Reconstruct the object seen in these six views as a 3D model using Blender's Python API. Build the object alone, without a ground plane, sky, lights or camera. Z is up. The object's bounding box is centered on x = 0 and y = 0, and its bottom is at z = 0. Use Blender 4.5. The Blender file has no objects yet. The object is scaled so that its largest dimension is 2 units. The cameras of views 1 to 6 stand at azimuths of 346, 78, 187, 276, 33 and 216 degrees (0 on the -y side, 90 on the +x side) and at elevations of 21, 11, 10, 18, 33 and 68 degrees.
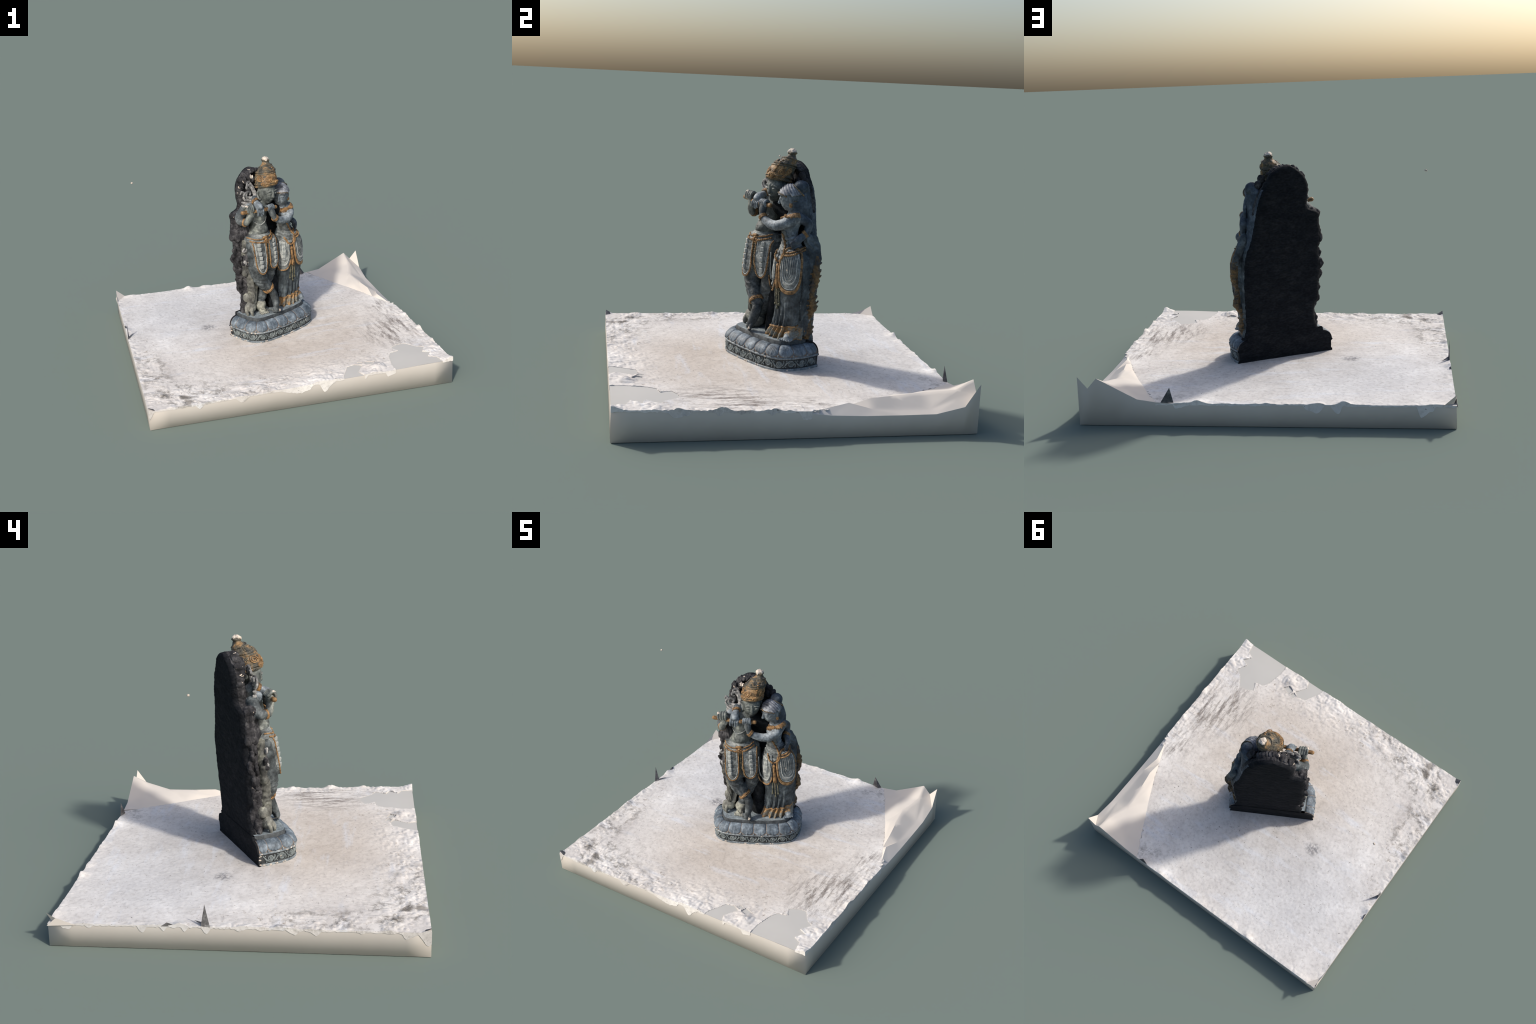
"""Painted stone statue of an embracing couple (a flute player and his consort)
on a lotus pedestal, standing on a rough concrete slab.

Statue frame: x to the viewer's right, y to the back, z up, floor at FLOOR.
The carved bodies are one implicit surface (smooth unions of limbs, lofted
garments, strands, raised patches), polygonised once and split into parts.
"""
import bpy, bmesh, math, random
import numpy as np
from mathutils import Vector, Matrix
from mathutils.bvhtree import BVHTree
from mathutils.geometry import delaunay_2d_cdt

random.seed(7)
RNG = np.random.default_rng(7)
FLOOR = 0.13
STATUE_AT = (0.0318, 0.0169, FLOOR)
STATUE_TURN = math.radians(28.0)
H = 0.0027                                   # cell of the implicit surface

# ------------------------------------------------------------------ helpers
def hash3(i, j, k, seed):
    n = (i * 374761393 + j * 668265263 + k * 2147483647 + seed * 974711) & 0xFFFFFFFF
    n = ((n ^ (n >> 13)) * 1274126177) & 0xFFFFFFFF
    n = n ^ (n >> 16)
    return (n & 0xFFFF).astype(np.float64) / 65535.0 * 2 - 1

def noise(p, scale, seed=0):
    """Value noise in -1..1 at the rows of p."""
    q = np.asarray(p, float) * scale
    f0 = np.floor(q); f = q - f0; f = f * f * (3 - 2 * f)
    i = f0.astype(np.int64)
    out = 0
    for dx in (0, 1):
        for dy in (0, 1):
            for dz in (0, 1):
                w = (f[:, 0] if dx else 1 - f[:, 0]) * (f[:, 1] if dy else 1 - f[:, 1]) * (f[:, 2] if dz else 1 - f[:, 2])
                out = out + w * hash3(i[:, 0] + dx, i[:, 1] + dy, i[:, 2] + dz, seed)
    return out

def fbm(p, scale, octaves=4, seed=0):
    v, a = 0, 1.0
    for o in range(octaves):
        v = v + a * noise(p, scale * 2 ** o, seed + o * 17); a *= 0.5
    return v / 1.9

def spline(ctrl, n):
    """Catmull-Rom through rows of ctrl, n samples."""
    c = np.asarray(ctrl, float)
    if len(c) == 2:
        t = np.linspace(0, 1, n)[:, None]; return c[0] * (1 - t) + c[1] * t
    c = np.vstack([2 * c[0] - c[1], c, 2 * c[-1] - c[-2]])
    out = []
    for t in np.linspace(0, len(c) - 3 - 1e-9, n):
        i = int(t); f = t - i
        a, b, d, e = c[i:i + 4]
        out.append(0.5 * (2 * b + (d - a) * f + (2 * a - 5 * b + 4 * d - e) * f * f + (3 * b - a - 3 * d + e) * f ** 3))
    return np.array(out)

# ---------------------------------------------------------------- materials
def material(name, colours, scale=18, rough=0.75, specks=None, bump=0.15, fine=90, stretch=(1, 1, 1), stops=None, detail=6, mottle=0.42, spec=0.3):
    """Mottled matt paint: noise-mixed colours, optional chips of another colour, fine bump."""
    m = bpy.data.materials.new(name); m.use_nodes = True
    t = m.node_tree; n = t.nodes; n.clear()
    out = n.new("ShaderNodeOutputMaterial"); b = n.new("ShaderNodeBsdfPrincipled")
    co = n.new("ShaderNodeTexCoord"); mp = n.new("ShaderNodeMapping")
    mp.inputs["Scale"].default_value = stretch
    t.links.new(co.outputs["Object"], mp.inputs[0])
    nz = n.new("ShaderNodeTexNoise"); nz.inputs["Scale"].default_value = scale; nz.inputs["Detail"].default_value = detail; nz.inputs["Roughness"].default_value = 0.62
    t.links.new(mp.outputs[0], nz.inputs["Vector"])
    ramp = n.new("ShaderNodeValToRGB"); e = ramp.color_ramp.elements
    k = len(colours); stops = stops or [0.32 + 0.36 * i / max(1, k - 1) for i in range(k)]
    while len(e) < k: e.new(0.5)
    for i in range(k):
        e[i].position = stops[i]; e[i].color = (*colours[i], 1)
    t.links.new(nz.outputs["Fac"], ramp.inputs[0])
    fine_n = n.new("ShaderNodeTexNoise"); fine_n.inputs["Scale"].default_value = scale * 5; fine_n.inputs["Detail"].default_value = 4
    t.links.new(mp.outputs[0], fine_n.inputs["Vector"])
    fr = n.new("ShaderNodeValToRGB"); fr.color_ramp.elements[0].position = 0.36; fr.color_ramp.elements[1].position = 0.64
    fr.color_ramp.elements[0].color = (1 - mottle, 1 - mottle, 1 - mottle, 1); fr.color_ramp.elements[1].color = (1, 1, 1, 1)
    t.links.new(fine_n.outputs["Fac"], fr.inputs[0])
    mm_ = n.new("ShaderNodeMix"); mm_.data_type = 'RGBA'; mm_.blend_type = 'MULTIPLY'; mm_.inputs["Factor"].default_value = 1.0
    t.links.new(ramp.outputs[0], mm_.inputs["A"]); t.links.new(fr.outputs[0], mm_.inputs["B"])
    col = mm_.outputs["Result"]
    for s_scale, s_at, s_col in (specks or []):
        z = n.new("ShaderNodeTexNoise"); z.inputs["Scale"].default_value = s_scale; z.inputs["Detail"].default_value = 3
        t.links.new(co.outputs["Object"], z.inputs["Vector"])
        r = n.new("ShaderNodeValToRGB"); r.color_ramp.elements[0].position = s_at; r.color_ramp.elements[1].position = s_at + 0.035
        t.links.new(z.outputs["Fac"], r.inputs[0])
        mx = n.new("ShaderNodeMix"); mx.data_type = 'RGBA'
        t.links.new(r.outputs[0], mx.inputs["Factor"]); t.links.new(col, mx.inputs["A"]); mx.inputs["B"].default_value = (*s_col, 1)
        col = mx.outputs["Result"]
    t.links.new(col, b.inputs["Base Color"])
    b.inputs["Roughness"].default_value = rough
    b.inputs["Specular IOR Level"].default_value = spec
    if bump:
        f = n.new("ShaderNodeTexNoise"); f.inputs["Scale"].default_value = fine; f.inputs["Detail"].default_value = 5
        t.links.new(mp.outputs[0], f.inputs["Vector"])
        bp = n.new("ShaderNodeBump"); bp.inputs["Strength"].default_value = bump; bp.inputs["Distance"].default_value = 0.006
        t.links.new(f.outputs["Fac"], bp.inputs["Height"]); t.links.new(bp.outputs[0], b.inputs["Normal"])
    t.links.new(b.outputs[0], out.inputs[0])
    return m

PLASTER = (0.62, 0.52, 0.42)
MAT = {  # statue paints: low and mid tones darkened toward shading baked into the scan
    "skin_green": material("olive_grey_painted_skin", [(0.0431, 0.0497, 0.0491), (0.1394, 0.1539, 0.145), (0.329, 0.3443, 0.306)], 14, 0.6),
    "skin_blue": material("blue_grey_painted_skin", [(0.0507, 0.0624, 0.0725), (0.1843, 0.2161, 0.2389), (0.424, 0.4672, 0.488)], 14, 0.6, specks=[(34, 0.74, (0.03, 0.045, 0.075))]),
    "cloth": material("slate_grey_painted_cloth", [(0.0195, 0.0228, 0.0247), (0.064, 0.0748, 0.0787), (0.169, 0.1885, 0.1924)], 16, 0.65),
    "cloth_light": material("pale_grey_painted_cloth", [(0.0611, 0.0679, 0.0679), (0.184, 0.1998, 0.1977), (0.4123, 0.4256, 0.399)], 16, 0.65),
    "cloth_blue": material("dusty_blue_painted_cloth", [(0.0208, 0.026, 0.0299), (0.063, 0.0787, 0.0876), (0.1534, 0.182, 0.195)], 12, 0.65),
    "hair": material("blue_grey_painted_hair", [(0.0234, 0.0322, 0.0442), (0.063, 0.0826, 0.1062), (0.1404, 0.1716, 0.2028)], 12, 0.6),
    "cap": material("worn_lilac_grey_cap", [(0.0741, 0.078, 0.0897), (0.2066, 0.2181, 0.2468), (0.434, 0.448, 0.469)], 22, 0.6),
    "gold": material("worn_ochre_gold_paint", [(0.085, 0.055, 0.03), (0.27, 0.15, 0.062), (0.44, 0.27, 0.125)], 44, 0.55, stops=[0.36, 0.49, 0.66]),
    "gold_crown": material("sooty_gold_crown_paint", [(0.045, 0.04, 0.03), (0.19, 0.12, 0.058), (0.40, 0.245, 0.11)], 34, 0.55, stops=[0.36, 0.47, 0.62]),
    "gold_dark": material("grimy_ochre_gold_paint", [(0.05, 0.05, 0.045), (0.12, 0.105, 0.075), (0.33, 0.20, 0.09)], 24, 0.6, stops=[0.34, 0.5, 0.64]),
    "gold_hem": material("patchy_ochre_over_grey_cloth", [(0.16, 0.19, 0.19), (0.20, 0.18, 0.14), (0.34, 0.20, 0.085)], 26, 0.6, stops=[0.36, 0.47, 0.56]),
    "gold_scarf": material("brown_gold_scarf_paint", [(0.04, 0.04, 0.04), (0.13, 0.085, 0.04), (0.24, 0.14, 0.055)], 20, 0.6, specks=[(40, 0.70, (0.35, 0.36, 0.36))]),
    "stele": material("black_brown_painted_back", [(0.012, 0.0135, 0.0165), (0.0165, 0.018, 0.021), (0.026, 0.0265, 0.029)], 20, 0.8, specks=[(55, 0.80, (0.30, 0.28, 0.26))], bump=0.35, fine=45, stretch=(0.6, 1, 1.2), spec=0.05),
    "foliage": material("sooty_brown_grey_foliage", [(0.016, 0.016, 0.018), (0.038, 0.037, 0.04), (0.11, 0.107, 0.11)], 22, 0.75, spec=0.12, specks=[(38, 0.73, PLASTER)]),
    "scroll": material("dusty_grey_scrollwork", [(0.0585, 0.0577, 0.0585), (0.2029, 0.2005, 0.1968), (0.45, 0.435, 0.4125)], 20, 0.6),
    "shawl": material("dusty_olive_shawl", [(0.0528, 0.0528, 0.0495), (0.128, 0.128, 0.112), (0.243, 0.243, 0.198)], 12, 0.65),
    "shawl_pale": material("pale_olive_shawl_end", [(0.0624, 0.0624, 0.0585), (0.2099, 0.2099, 0.1837), (0.486, 0.486, 0.396)], 12, 0.65),
    "plaster": material("bare_cream_plaster", [(0.50, 0.42, 0.34), (0.66, 0.57, 0.48), (0.74, 0.66, 0.57)], 40, 0.85),
    "petal": material("steel_blue_lotus_petal", [(0.0575, 0.0744, 0.0913), (0.1476, 0.182, 0.214), (0.296, 0.3488, 0.3872)], 16, 0.55, specks=[(60, 0.76, PLASTER)], stretch=(1, 1, 0.6)),
    "seam": material("tan_worn_seam", [(0.14, 0.115, 0.095), (0.24, 0.19, 0.155), (0.30, 0.25, 0.21)], 30, 0.8),
    "rim": material("chipped_blue_grey_rim", [(0.102, 0.126, 0.144), (0.21, 0.245, 0.266), (0.3525, 0.3825, 0.39)], 20, 0.6, specks=[(42, 0.67, PLASTER)]),
    "plinth": material("dark_frieze_ground", [(0.025, 0.028, 0.03), (0.045, 0.05, 0.052), (0.075, 0.083, 0.085)], 22, 0.7, specks=[(48, 0.76, PLASTER)]),
    "relief": material("grey_green_frieze_relief", [(0.09, 0.108, 0.1104), (0.182, 0.21, 0.21), (0.285, 0.315, 0.3075)], 26, 0.65, specks=[(48, 0.78, PLASTER)]),
    "dais_top": material("pale_blue_grey_dais", [(0.144, 0.174, 0.192), (0.252, 0.294, 0.315), (0.36, 0.405, 0.4125)], 14, 0.65),
    "dais_side": material("charcoal_dais_side", [(0.04, 0.045, 0.05), (0.06, 0.068, 0.073), (0.085, 0.095, 0.10)], 16, 0.65),
    "dark": material("shade_blackened_hollow", [(0.008, 0.009, 0.01), (0.014, 0.016, 0.018), (0.028, 0.031, 0.034)], 16, 0.9, spec=0.05),
    "tile": material("highlight_tinted_scale", [(0.168, 0.186, 0.186), (0.405, 0.4275, 0.4125), (0.69, 0.675, 0.615)], 30, 0.5),  # raised pieces lightened to carry the scan's baked highlights
    "moss": material("mossy_green_chain", [(0.05, 0.06, 0.04), (0.12, 0.115, 0.075), (0.24, 0.21, 0.14)], 30, 0.7),
}

# ------------------------------------------------------- implicit modelling
LO = np.array([-0.345, -0.165, 0.262]); HI = np.array([0.375, 0.215, 1.372])
N = np.ceil((HI - LO) / H).astype(int) + 1
GX, GY, GZ = [(LO[i] + H * np.arange(N[i])).astype(np.float32) for i in range(3)]
D = np.full(N, 0.05, np.float32)
LAB = np.zeros(N, np.int16)
PARTS = ["none"]                             # label -> key
PART_INFO = {}

def label(key, name=None, mat=None):
    if key not in PART_INFO:
        PART_INFO[key] = (name, mat); PARTS.append(key)
    return PARTS.index(key)

def box(lo, hi, pad=0.03):
    a = np.clip(np.floor((np.asarray(lo) - pad - LO) / H).astype(int), 0, N - 1)
    b = np.clip(np.ceil((np.asarray(hi) + pad - LO) / H).astype(int) + 1, 1, N)
    s = tuple(slice(a[i], max(b[i], a[i] + 1)) for i in range(3))
    return s, GX[s[0]][:, None, None], GY[s[1]][None, :, None], GZ[s[2]][None, None, :]

def join(s, d, lab, k):
    c = D[s]
    LAB[s] = np.where(d < c, lab, LAB[s])
    if k > 0:
        h = np.clip(0.5 + 0.5 * (c - d) / k, 0, 1)
        D[s] = c * (1 - h) + d * h - k * h * (1 - h)
    else:
        D[s] = np.minimum(c, d)

def tube(lab, ctrl, k=0.006, n=None, flat=None):
    """Strand through (x, y, z, r) rows. flat = (direction, factor) squeezes it along a direction."""
    c = np.asarray(ctrl, float)
    p = spline(c, n or max(2, 6 * (len(c) - 1) + 1)) if len(c) > 2 or (n or 0) > 2 else c
    s, X, Y, Z = box((p[:, :3] - p[:, 3:]).min(0), (p[:, :3] + p[:, 3:]).max(0))
    d = None
    if flat is not None:
        fd = np.asarray(flat[0], float); fd /= np.linalg.norm(fd); ff = 1.0 / flat[1] ** 2 - 1.0
    for a, b in zip(p[:-1], p[1:]):
        v = b[:3] - a[:3]; L = max(float(v @ v), 1e-12)
        dx, dy, dz = X - a[0], Y - a[1], Z - a[2]
        t = np.clip((dx * v[0] + dy * v[1] + dz * v[2]) / L, 0, 1)
        ex, ey, ez = dx - t * v[0], dy - t * v[1], dz - t * v[2]
        q = ex * ex + ey * ey + ez * ez
        if flat is not None:
            w = ex * fd[0] + ey * fd[1] + ez * fd[2]; q = q + w * w * ff
        r = a[3] + t * (b[3] - a[3])
        e = np.sqrt(q) - r
        d = e if d is None else np.minimum(d, e)
    join(s, d.astype(np.float32), label(lab), k)

def ball(lab, c, r, k=0.006, rot=None):
    """Ellipsoid; rot = (ax, ay, az) degrees."""
    r = np.asarray(r if np.ndim(r) else (r, r, r), float); c = np.asarray(c, float)
    m = float(r.max())
    s, X, Y, Z = box(c - m, c + m)
    dx, dy, dz = X - c[0], Y - c[1], Z - c[2]
    if rot:
        M = np.array((Matrix.Rotation(math.radians(rot[2]), 3, 'Z') @ Matrix.Rotation(math.radians(rot[1]), 3, 'Y') @ Matrix.Rotation(math.radians(rot[0]), 3, 'X')).transposed())
        dx, dy, dz = [M[i, 0] * dx + M[i, 1] * dy + M[i, 2] * dz for i in range(3)]
    k0 = np.sqrt((dx / r[0]) ** 2 + (dy / r[1]) ** 2 + (dz / r[2]) ** 2)
    k1 = np.sqrt((dx / r[0] ** 2) ** 2 + (dy / r[1] ** 2) ** 2 + (dz / r[2] ** 2) ** 2)
    join(s, (k0 * (k0 - 1) / np.maximum(k1, 1e-6)).astype(np.float32), label(lab), k)

def loft(lab, sections, k=0.008, fold=None, power=2.0, shear=0.0):
    """Stack of ellipses (z, cx, cy, a, b); fold(theta, z) is added to the radius."""
    S = np.asarray(sections, float); S = S[np.argsort(S[:, 0])]
    P = spline(S, 60)
    lo = (P[:, 1] - P[:, 3]).min(), (P[:, 2] - P[:, 4]).min(), P[0, 0]
    hi = (P[:, 1] + P[:, 3]).max(), (P[:, 2] + P[:, 4]).max(), P[-1, 0]
    s, X, Y, Z = box(lo, hi, 0.025)
    Z = Z + shear * Y                        # heights measured along a tilted plane
    cx, cy, a, b = [np.interp(Z, P[:, 0], P[:, i]) for i in (1, 2, 3, 4)]
    dx, dy = X - cx, Y - cy
    q = (np.abs(dx / a) ** power + np.abs(dy / b) ** power) ** (1.0 / power)
    rr = np.sqrt(dx * dx + dy * dy)
    d = (q - 1) * rr / np.maximum(q, 1e-3)
    if fold is not None:
        d = d - fold(np.arctan2(dx, -dy), Z)
    d = np.maximum(d, np.maximum(P[0, 0] - Z, Z - P[-1, 0]))
    join(s, d.astype(np.float32), label(lab), k)

def patch(lab, lo, hi, shape, t, only=None, soft=0.0):
    """Thicken the surface by t where shape(x, y, z) < 0 (a raised panel, band or paint flake)."""
    s, X, Y, Z = box(lo, hi, 0.0)
    sh = np.broadcast_to(shape(X, Y, Z), D[s].shape)
    inside = sh < 0
    if only is not None:
        inside = inside & np.isin(LAB[s], [label(o) for o in only])
        sh = np.where(inside, sh, 0.05)
    c = D[s]
    tt = t if not soft else t * np.clip(-sh / soft, 0, 1)
    d = np.maximum(c - tt, sh)
    LAB[s] = np.where(inside, label(lab), LAB[s])
    D[s] = np.minimum(c, d)

def carve(lo, hi, shape, k=0.003):
    s, X, Y, Z = box(lo, hi, 0.0)
    d = -np.broadcast_to(shape(X, Y, Z), D[s].shape); c = D[s]
    h = np.clip(0.5 - 0.5 * (c - d) / k, 0, 1)
    D[s] = c * (1 - h) + d * h + k * h * (1 - h)

def polygonise():
    """Surface nets over D."""
    neg = D < 0
    c = [neg[i:N[0] - 1 + i, j:N[1] - 1 + j, k:N[2] - 1 + k] for i in (0, 1) for j in (0, 1) for k in (0, 1)]
    some = c[0].copy(); every = c[0].copy()
    for a in c[1:]:
        some |= a; every &= a
    cells = np.argwhere(some & ~every)
    idx = np.full(N - 1, -1, np.int32); idx[tuple(cells.T)] = np.arange(len(cells))
    acc = np.zeros((len(cells), 3)); cnt = np.zeros(len(cells))
    corner = [(i, j, k) for i in (0, 1) for j in (0, 1) for k in (0, 1)]
    val = {o: D[cells[:, 0] + o[0], cells[:, 1] + o[1], cells[:, 2] + o[2]].astype(float) for o in corner}
    for o in corner:
        for ax in range(3):
            if o[ax]: continue
            q = list(o); q[ax] = 1; q = tuple(q)
            a, b = val[o], val[q]; m = (a < 0) != (b < 0)
            t = np.where(m, a / np.where(m, a - b, 1), 0)
            p = np.array(o, float)[None, :].repeat(len(cells), 0); p[:, ax] += t
            acc[m] += p[m]; cnt[m] += 1
    verts = LO + H * (cells + acc / cnt[:, None])
    faces = []
    for ax in range(3):
        u, v = (ax + 1) % 3, (ax + 2) % 3
        a = [slice(None)] * 3; b = [slice(None)] * 3
        a[ax] = slice(0, -1); b[ax] = slice(1, None)
        A, B = neg[tuple(a)], neg[tuple(b)]
        for flip, mask in ((False, A & ~B), (True, ~A & B)):
            e = np.argwhere(mask)
            e = e[(e[:, u] > 0) & (e[:, v] > 0) & (e[:, u] < N[u] - 1) & (e[:, v] < N[v] - 1)]
            ring = []
            for du, dv in ((1, 1), (0, 1), (0, 0), (1, 0)):
                g = e.copy(); g[:, u] -= du; g[:, v] -= dv
                ring.append(idx[tuple(g.T)])
            f = np.stack(ring, 1)
            faces.append(f[:, ::-1] if flip else f)
    faces = np.vstack(faces); faces = faces[(faces >= 0).all(1)]
    return verts, faces, cells

# ------------------------------------------------------------- body regions
for key, name, mat in [
    ("stele", "stele", "stele"), ("hollow", "painted_shade_fill", "dark"), ("foliage", "foliage", "foliage"), ("scroll", "scrollwork", "scroll"),
    ("shawl", "shawl", "shawl"), ("paw", "shawl_end", "shawl_pale"), ("m_head", "head", "skin_green"), ("m_ear", "ear", "skin_green"), ("m_neck", "neck", "skin_green"),
    ("m_torso", "torso", "skin_green"), ("m_arm", "arm", "cloth"), ("m_arm2", "arm", "skin_blue"), ("m_hand", "hand", "skin_green"), ("m_hand2", "hand", "skin_blue"),
    ("crown", "crown", "gold_dark"), ("crown_front", "crown_panel", "gold_crown"), ("finial", "crown_finial", "plaster"), ("m_hips", "loincloth", "cloth"), ("m_leg", "leg", "cloth"), ("m_leg2", "leg", "cloth"),
    ("m_foot", "foot", "cloth"), ("m_foot2", "foot", "shawl_pale"), ("m_apron", "apron_panel", "cloth_light"), ("m_apron2", "apron_panel", "cloth_light"), ("m_belt", "waistband", "cloth_light"),
    ("flute", "flute", "gold"),
    ("w_head", "head", "skin_blue"), ("w_ear", "ear", "skin_blue"), ("w_neck", "neck", "skin_blue"), ("w_torso", "torso", "skin_blue"), ("w_arm", "arm", "skin_blue"), ("w_arm2", "arm", "hair"),
    ("w_hand", "hand", "cloth"), ("w_hand2", "hand", "hair"), ("w_cap", "head_cloth", "cap"), ("w_bun", "hair_bun", "hair"), ("w_hair", "hair", "hair"),
    ("w_bodice", "bodice", "cloth_light"), ("w_skirt", "skirt", "cloth_blue"), ("w_panel", "skirt_panel", "cloth_light"), ("w_panel2", "skirt_panel", "cloth_light"), ("w_hem", "skirt_hem", "gold_hem"),
    ("w_foot", "foot", "skin_blue"), ("w_scarf", "scarf", "cloth_blue"), ("w_ribbon", "scarf_border", "gold_scarf"),
    ("gold", "gold_trim", "gold"), ("collar", "necklace", "gold"), ("chip", "bare_chip", "plaster"),
]:
    label(key, name, mat)

sin, cos, pi = np.sin, np.cos, math.pi
def back(z):                                  # leaning plane of the flat back
    return 0.102 + 0.066 * (z - 0.13)

# -------- the flat back slab: half-widths by height, rounded arch at the top
LEFT = spline([(0.255, -0.235), (0.33, -0.205), (0.43, -0.198), (0.47, -0.226), (0.56, -0.228), (0.66, -0.238), (0.78, -0.226), (0.83, -0.240), (0.94, -0.230), (0.985, -0.232), (1.02, -0.160), (1.10, -0.162), (1.16, -0.160), (1.21, -0.135), (1.25, -0.09), (1.274, -0.04), (1.278, -0.03)], 120)
RIGHT = spline([(0.255, 0.27), (0.34, 0.250), (0.45, 0.252), (0.60, 0.255), (0.75, 0.245), (0.85, 0.210), (0.95, 0.188), (1.05, 0.168), (1.12, 0.142), (1.19, 0.098), (1.235, 0.066), (1.265, 0.012), (1.278, -0.028)], 120)
s, X, Y, Z = box((-0.3, 0.0, 0.26), (0.34, 0.2, 1.3), 0.02)
zl = np.clip(GZ[s[2]], 0.255, 1.278)
xl = np.interp(zl, LEFT[:, 0], LEFT[:, 1])[None, None, :]; xr = np.interp(zl, RIGHT[:, 0], RIGHT[:, 1])[None, None, :]
side = np.maximum(xl - X, X - xr)
side = np.maximum(side, (Z - 1.278) * 0.9)
yb = back(Z)
RR = 0.024 + 0.016 * np.clip(X / 0.15, 0, 1) + 0.010 * np.clip(-X / 0.2, 0, 1)
front = np.maximum(0.052 + 0.07 * np.clip((Z - 0.95) / 0.3, 0, 1), (yb - 0.055) * np.clip((-0.155 - X) / 0.03, 0, 1))
q = np.sqrt(np.maximum(side + RR, 0) ** 2 + np.maximum(np.abs(Y - (yb + front) / 2) - (yb - front) / 2 + RR, 0) ** 2) - RR
join(s, np.maximum(q, 0.255 - Z).astype(np.float32), label("stele"), 0)
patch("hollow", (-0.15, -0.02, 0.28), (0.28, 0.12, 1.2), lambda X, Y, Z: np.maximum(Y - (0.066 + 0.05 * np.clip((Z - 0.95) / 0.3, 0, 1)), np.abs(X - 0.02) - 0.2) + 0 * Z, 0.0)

patch("foliage", (-0.34, 0.0, 0.28), (-0.15, 0.2, 1.0), lambda X, Y, Z: Y - (back(Z) - 0.030) + 0 * X, 0.0, only=["stele"])
patch("foliage", (-0.34, 0.0, 1.0), (0.2, 0.2, 1.3), lambda X, Y, Z: Y - (back(Z) - 0.026) + 0 * X, 0.0, only=["stele", "hollow"])
# -------- foliage border on the left flank and round the arch
def leaf(c, r, rot=None, lab="foliage", k=0.006):
    ball(lab, c, r, k, rot)
# hanging folds with bulbous ends below the shoulder
ball("foliage", (-0.204, 0.088, 0.985), (0.036, 0.05, 0.028), 0.01)
for x, y, zt, zb, r in [(-0.238, 0.140, 0.985, 0.835, 0.015), (-0.236, 0.118, 0.985, 0.842, 0.015), (-0.226, 0.098, 0.975, 0.832, 0.015), (-0.212, 0.084, 0.95, 0.842, 0.014), (-0.195, 0.072, 0.93, 0.86, 0.014)]:
    x += 0.010; y -= 0.020
    tube("foliage", [(x, y, zt, r), (x + 0.006, y, zt * 0.6 + zb * 0.4, r * 0.85), (x - 0.006, y - 0.004, zb, r * 1.4), (x - 0.003, y - 0.006, zb - 0.02, r * 0.9)], 0.002)
tube("foliage", [(-0.185, 0.095, 0.95, 0.026), (-0.19, 0.092, 0.80, 0.028), (-0.195, 0.088, 0.62, 0.028), (-0.182, 0.082, 0.46, 0.026), (-0.18, 0.076, 0.30, 0.026)], 0.008)
tube("foliage", [(-0.165, 0.062, 0.96, 0.030), (-0.172, 0.058, 0.80, 0.032), (-0.178, 0.052, 0.62, 0.032), (-0.170, 0.050, 0.46, 0.030), (-0.175, 0.045, 0.30, 0.030)], 0.008)
# curling leaves stepping down the flank
for x, y, z, r, turn in [(-0.232, 0.115, 0.80, 0.016, 1), (-0.226, 0.090, 0.775, 0.014, -1), (-0.238, 0.115, 0.735, 0.017, 1), (-0.242, 0.125, 0.675, 0.017, -1), (-0.232, 0.090, 0.66, 0.015, 1), (-0.242, 0.110, 0.61, 0.017, 1), (-0.230, 0.088, 0.575, 0.016, -1),
                         (-0.226, 0.110, 0.53, 0.017, 1), (-0.222, 0.088, 0.505, 0.016, 1), (-0.226, 0.105, 0.465, 0.014, 1), (-0.200, 0.098, 0.43, 0.017, -1), (-0.200, 0.080, 0.385, 0.016, 1), (-0.212, 0.090, 0.335, 0.017, 1), (-0.218, 0.070, 0.30, 0.016, -1)]:
    x += 0.008; y -= 0.014
    tube("foliage", [(x + 0.035, y, z + 0.035, r * 0.6), (x + 0.008, y - 0.004, z + 0.028, r), (x - 0.006, y - 0.004 * turn, z, r * 1.05), (x + 0.002, y - 0.012, z - 0.026, r * 0.75), (x + 0.014, y - 0.02, z - 0.022, r * 0.5)], 0.003, flat=((0.3, 1, 0.2 * turn), 0.75))
for i in range(16):                           # lumpy leaves overlapping the rim of the arch
    t = i / 15; a = math.radians(196 - 150 * t); w = RNG.uniform(-1, 1)
    leaf((-0.026 + (0.124 + 0.006 * w) * cos(a), 0.112 + 0.012 * w, 1.135 + (0.128 + 0.006 * w) * sin(a)), (0.022, 0.026, 0.013 + 0.004 * w), (0, 60 - math.degrees(a) + 25 * w, 20 * w), k=0.003)
for c, r in [((-0.085, 0.085, 1.225), (0.016, 0.018, 0.026)), ((-0.063, 0.075, 1.215), (0.014, 0.016, 0.026)), ((-0.11, 0.085, 1.195), (0.018, 0.02, 0.014)), ((0.105, 0.085, 1.20), (0.022, 0.02, 0.026)), ((0.085, 0.08, 1.165), (0.02, 0.02, 0.03)), ((0.125, 0.09, 1.165), (0.02, 0.02, 0.025))]:
    leaf(c, r)
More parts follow.
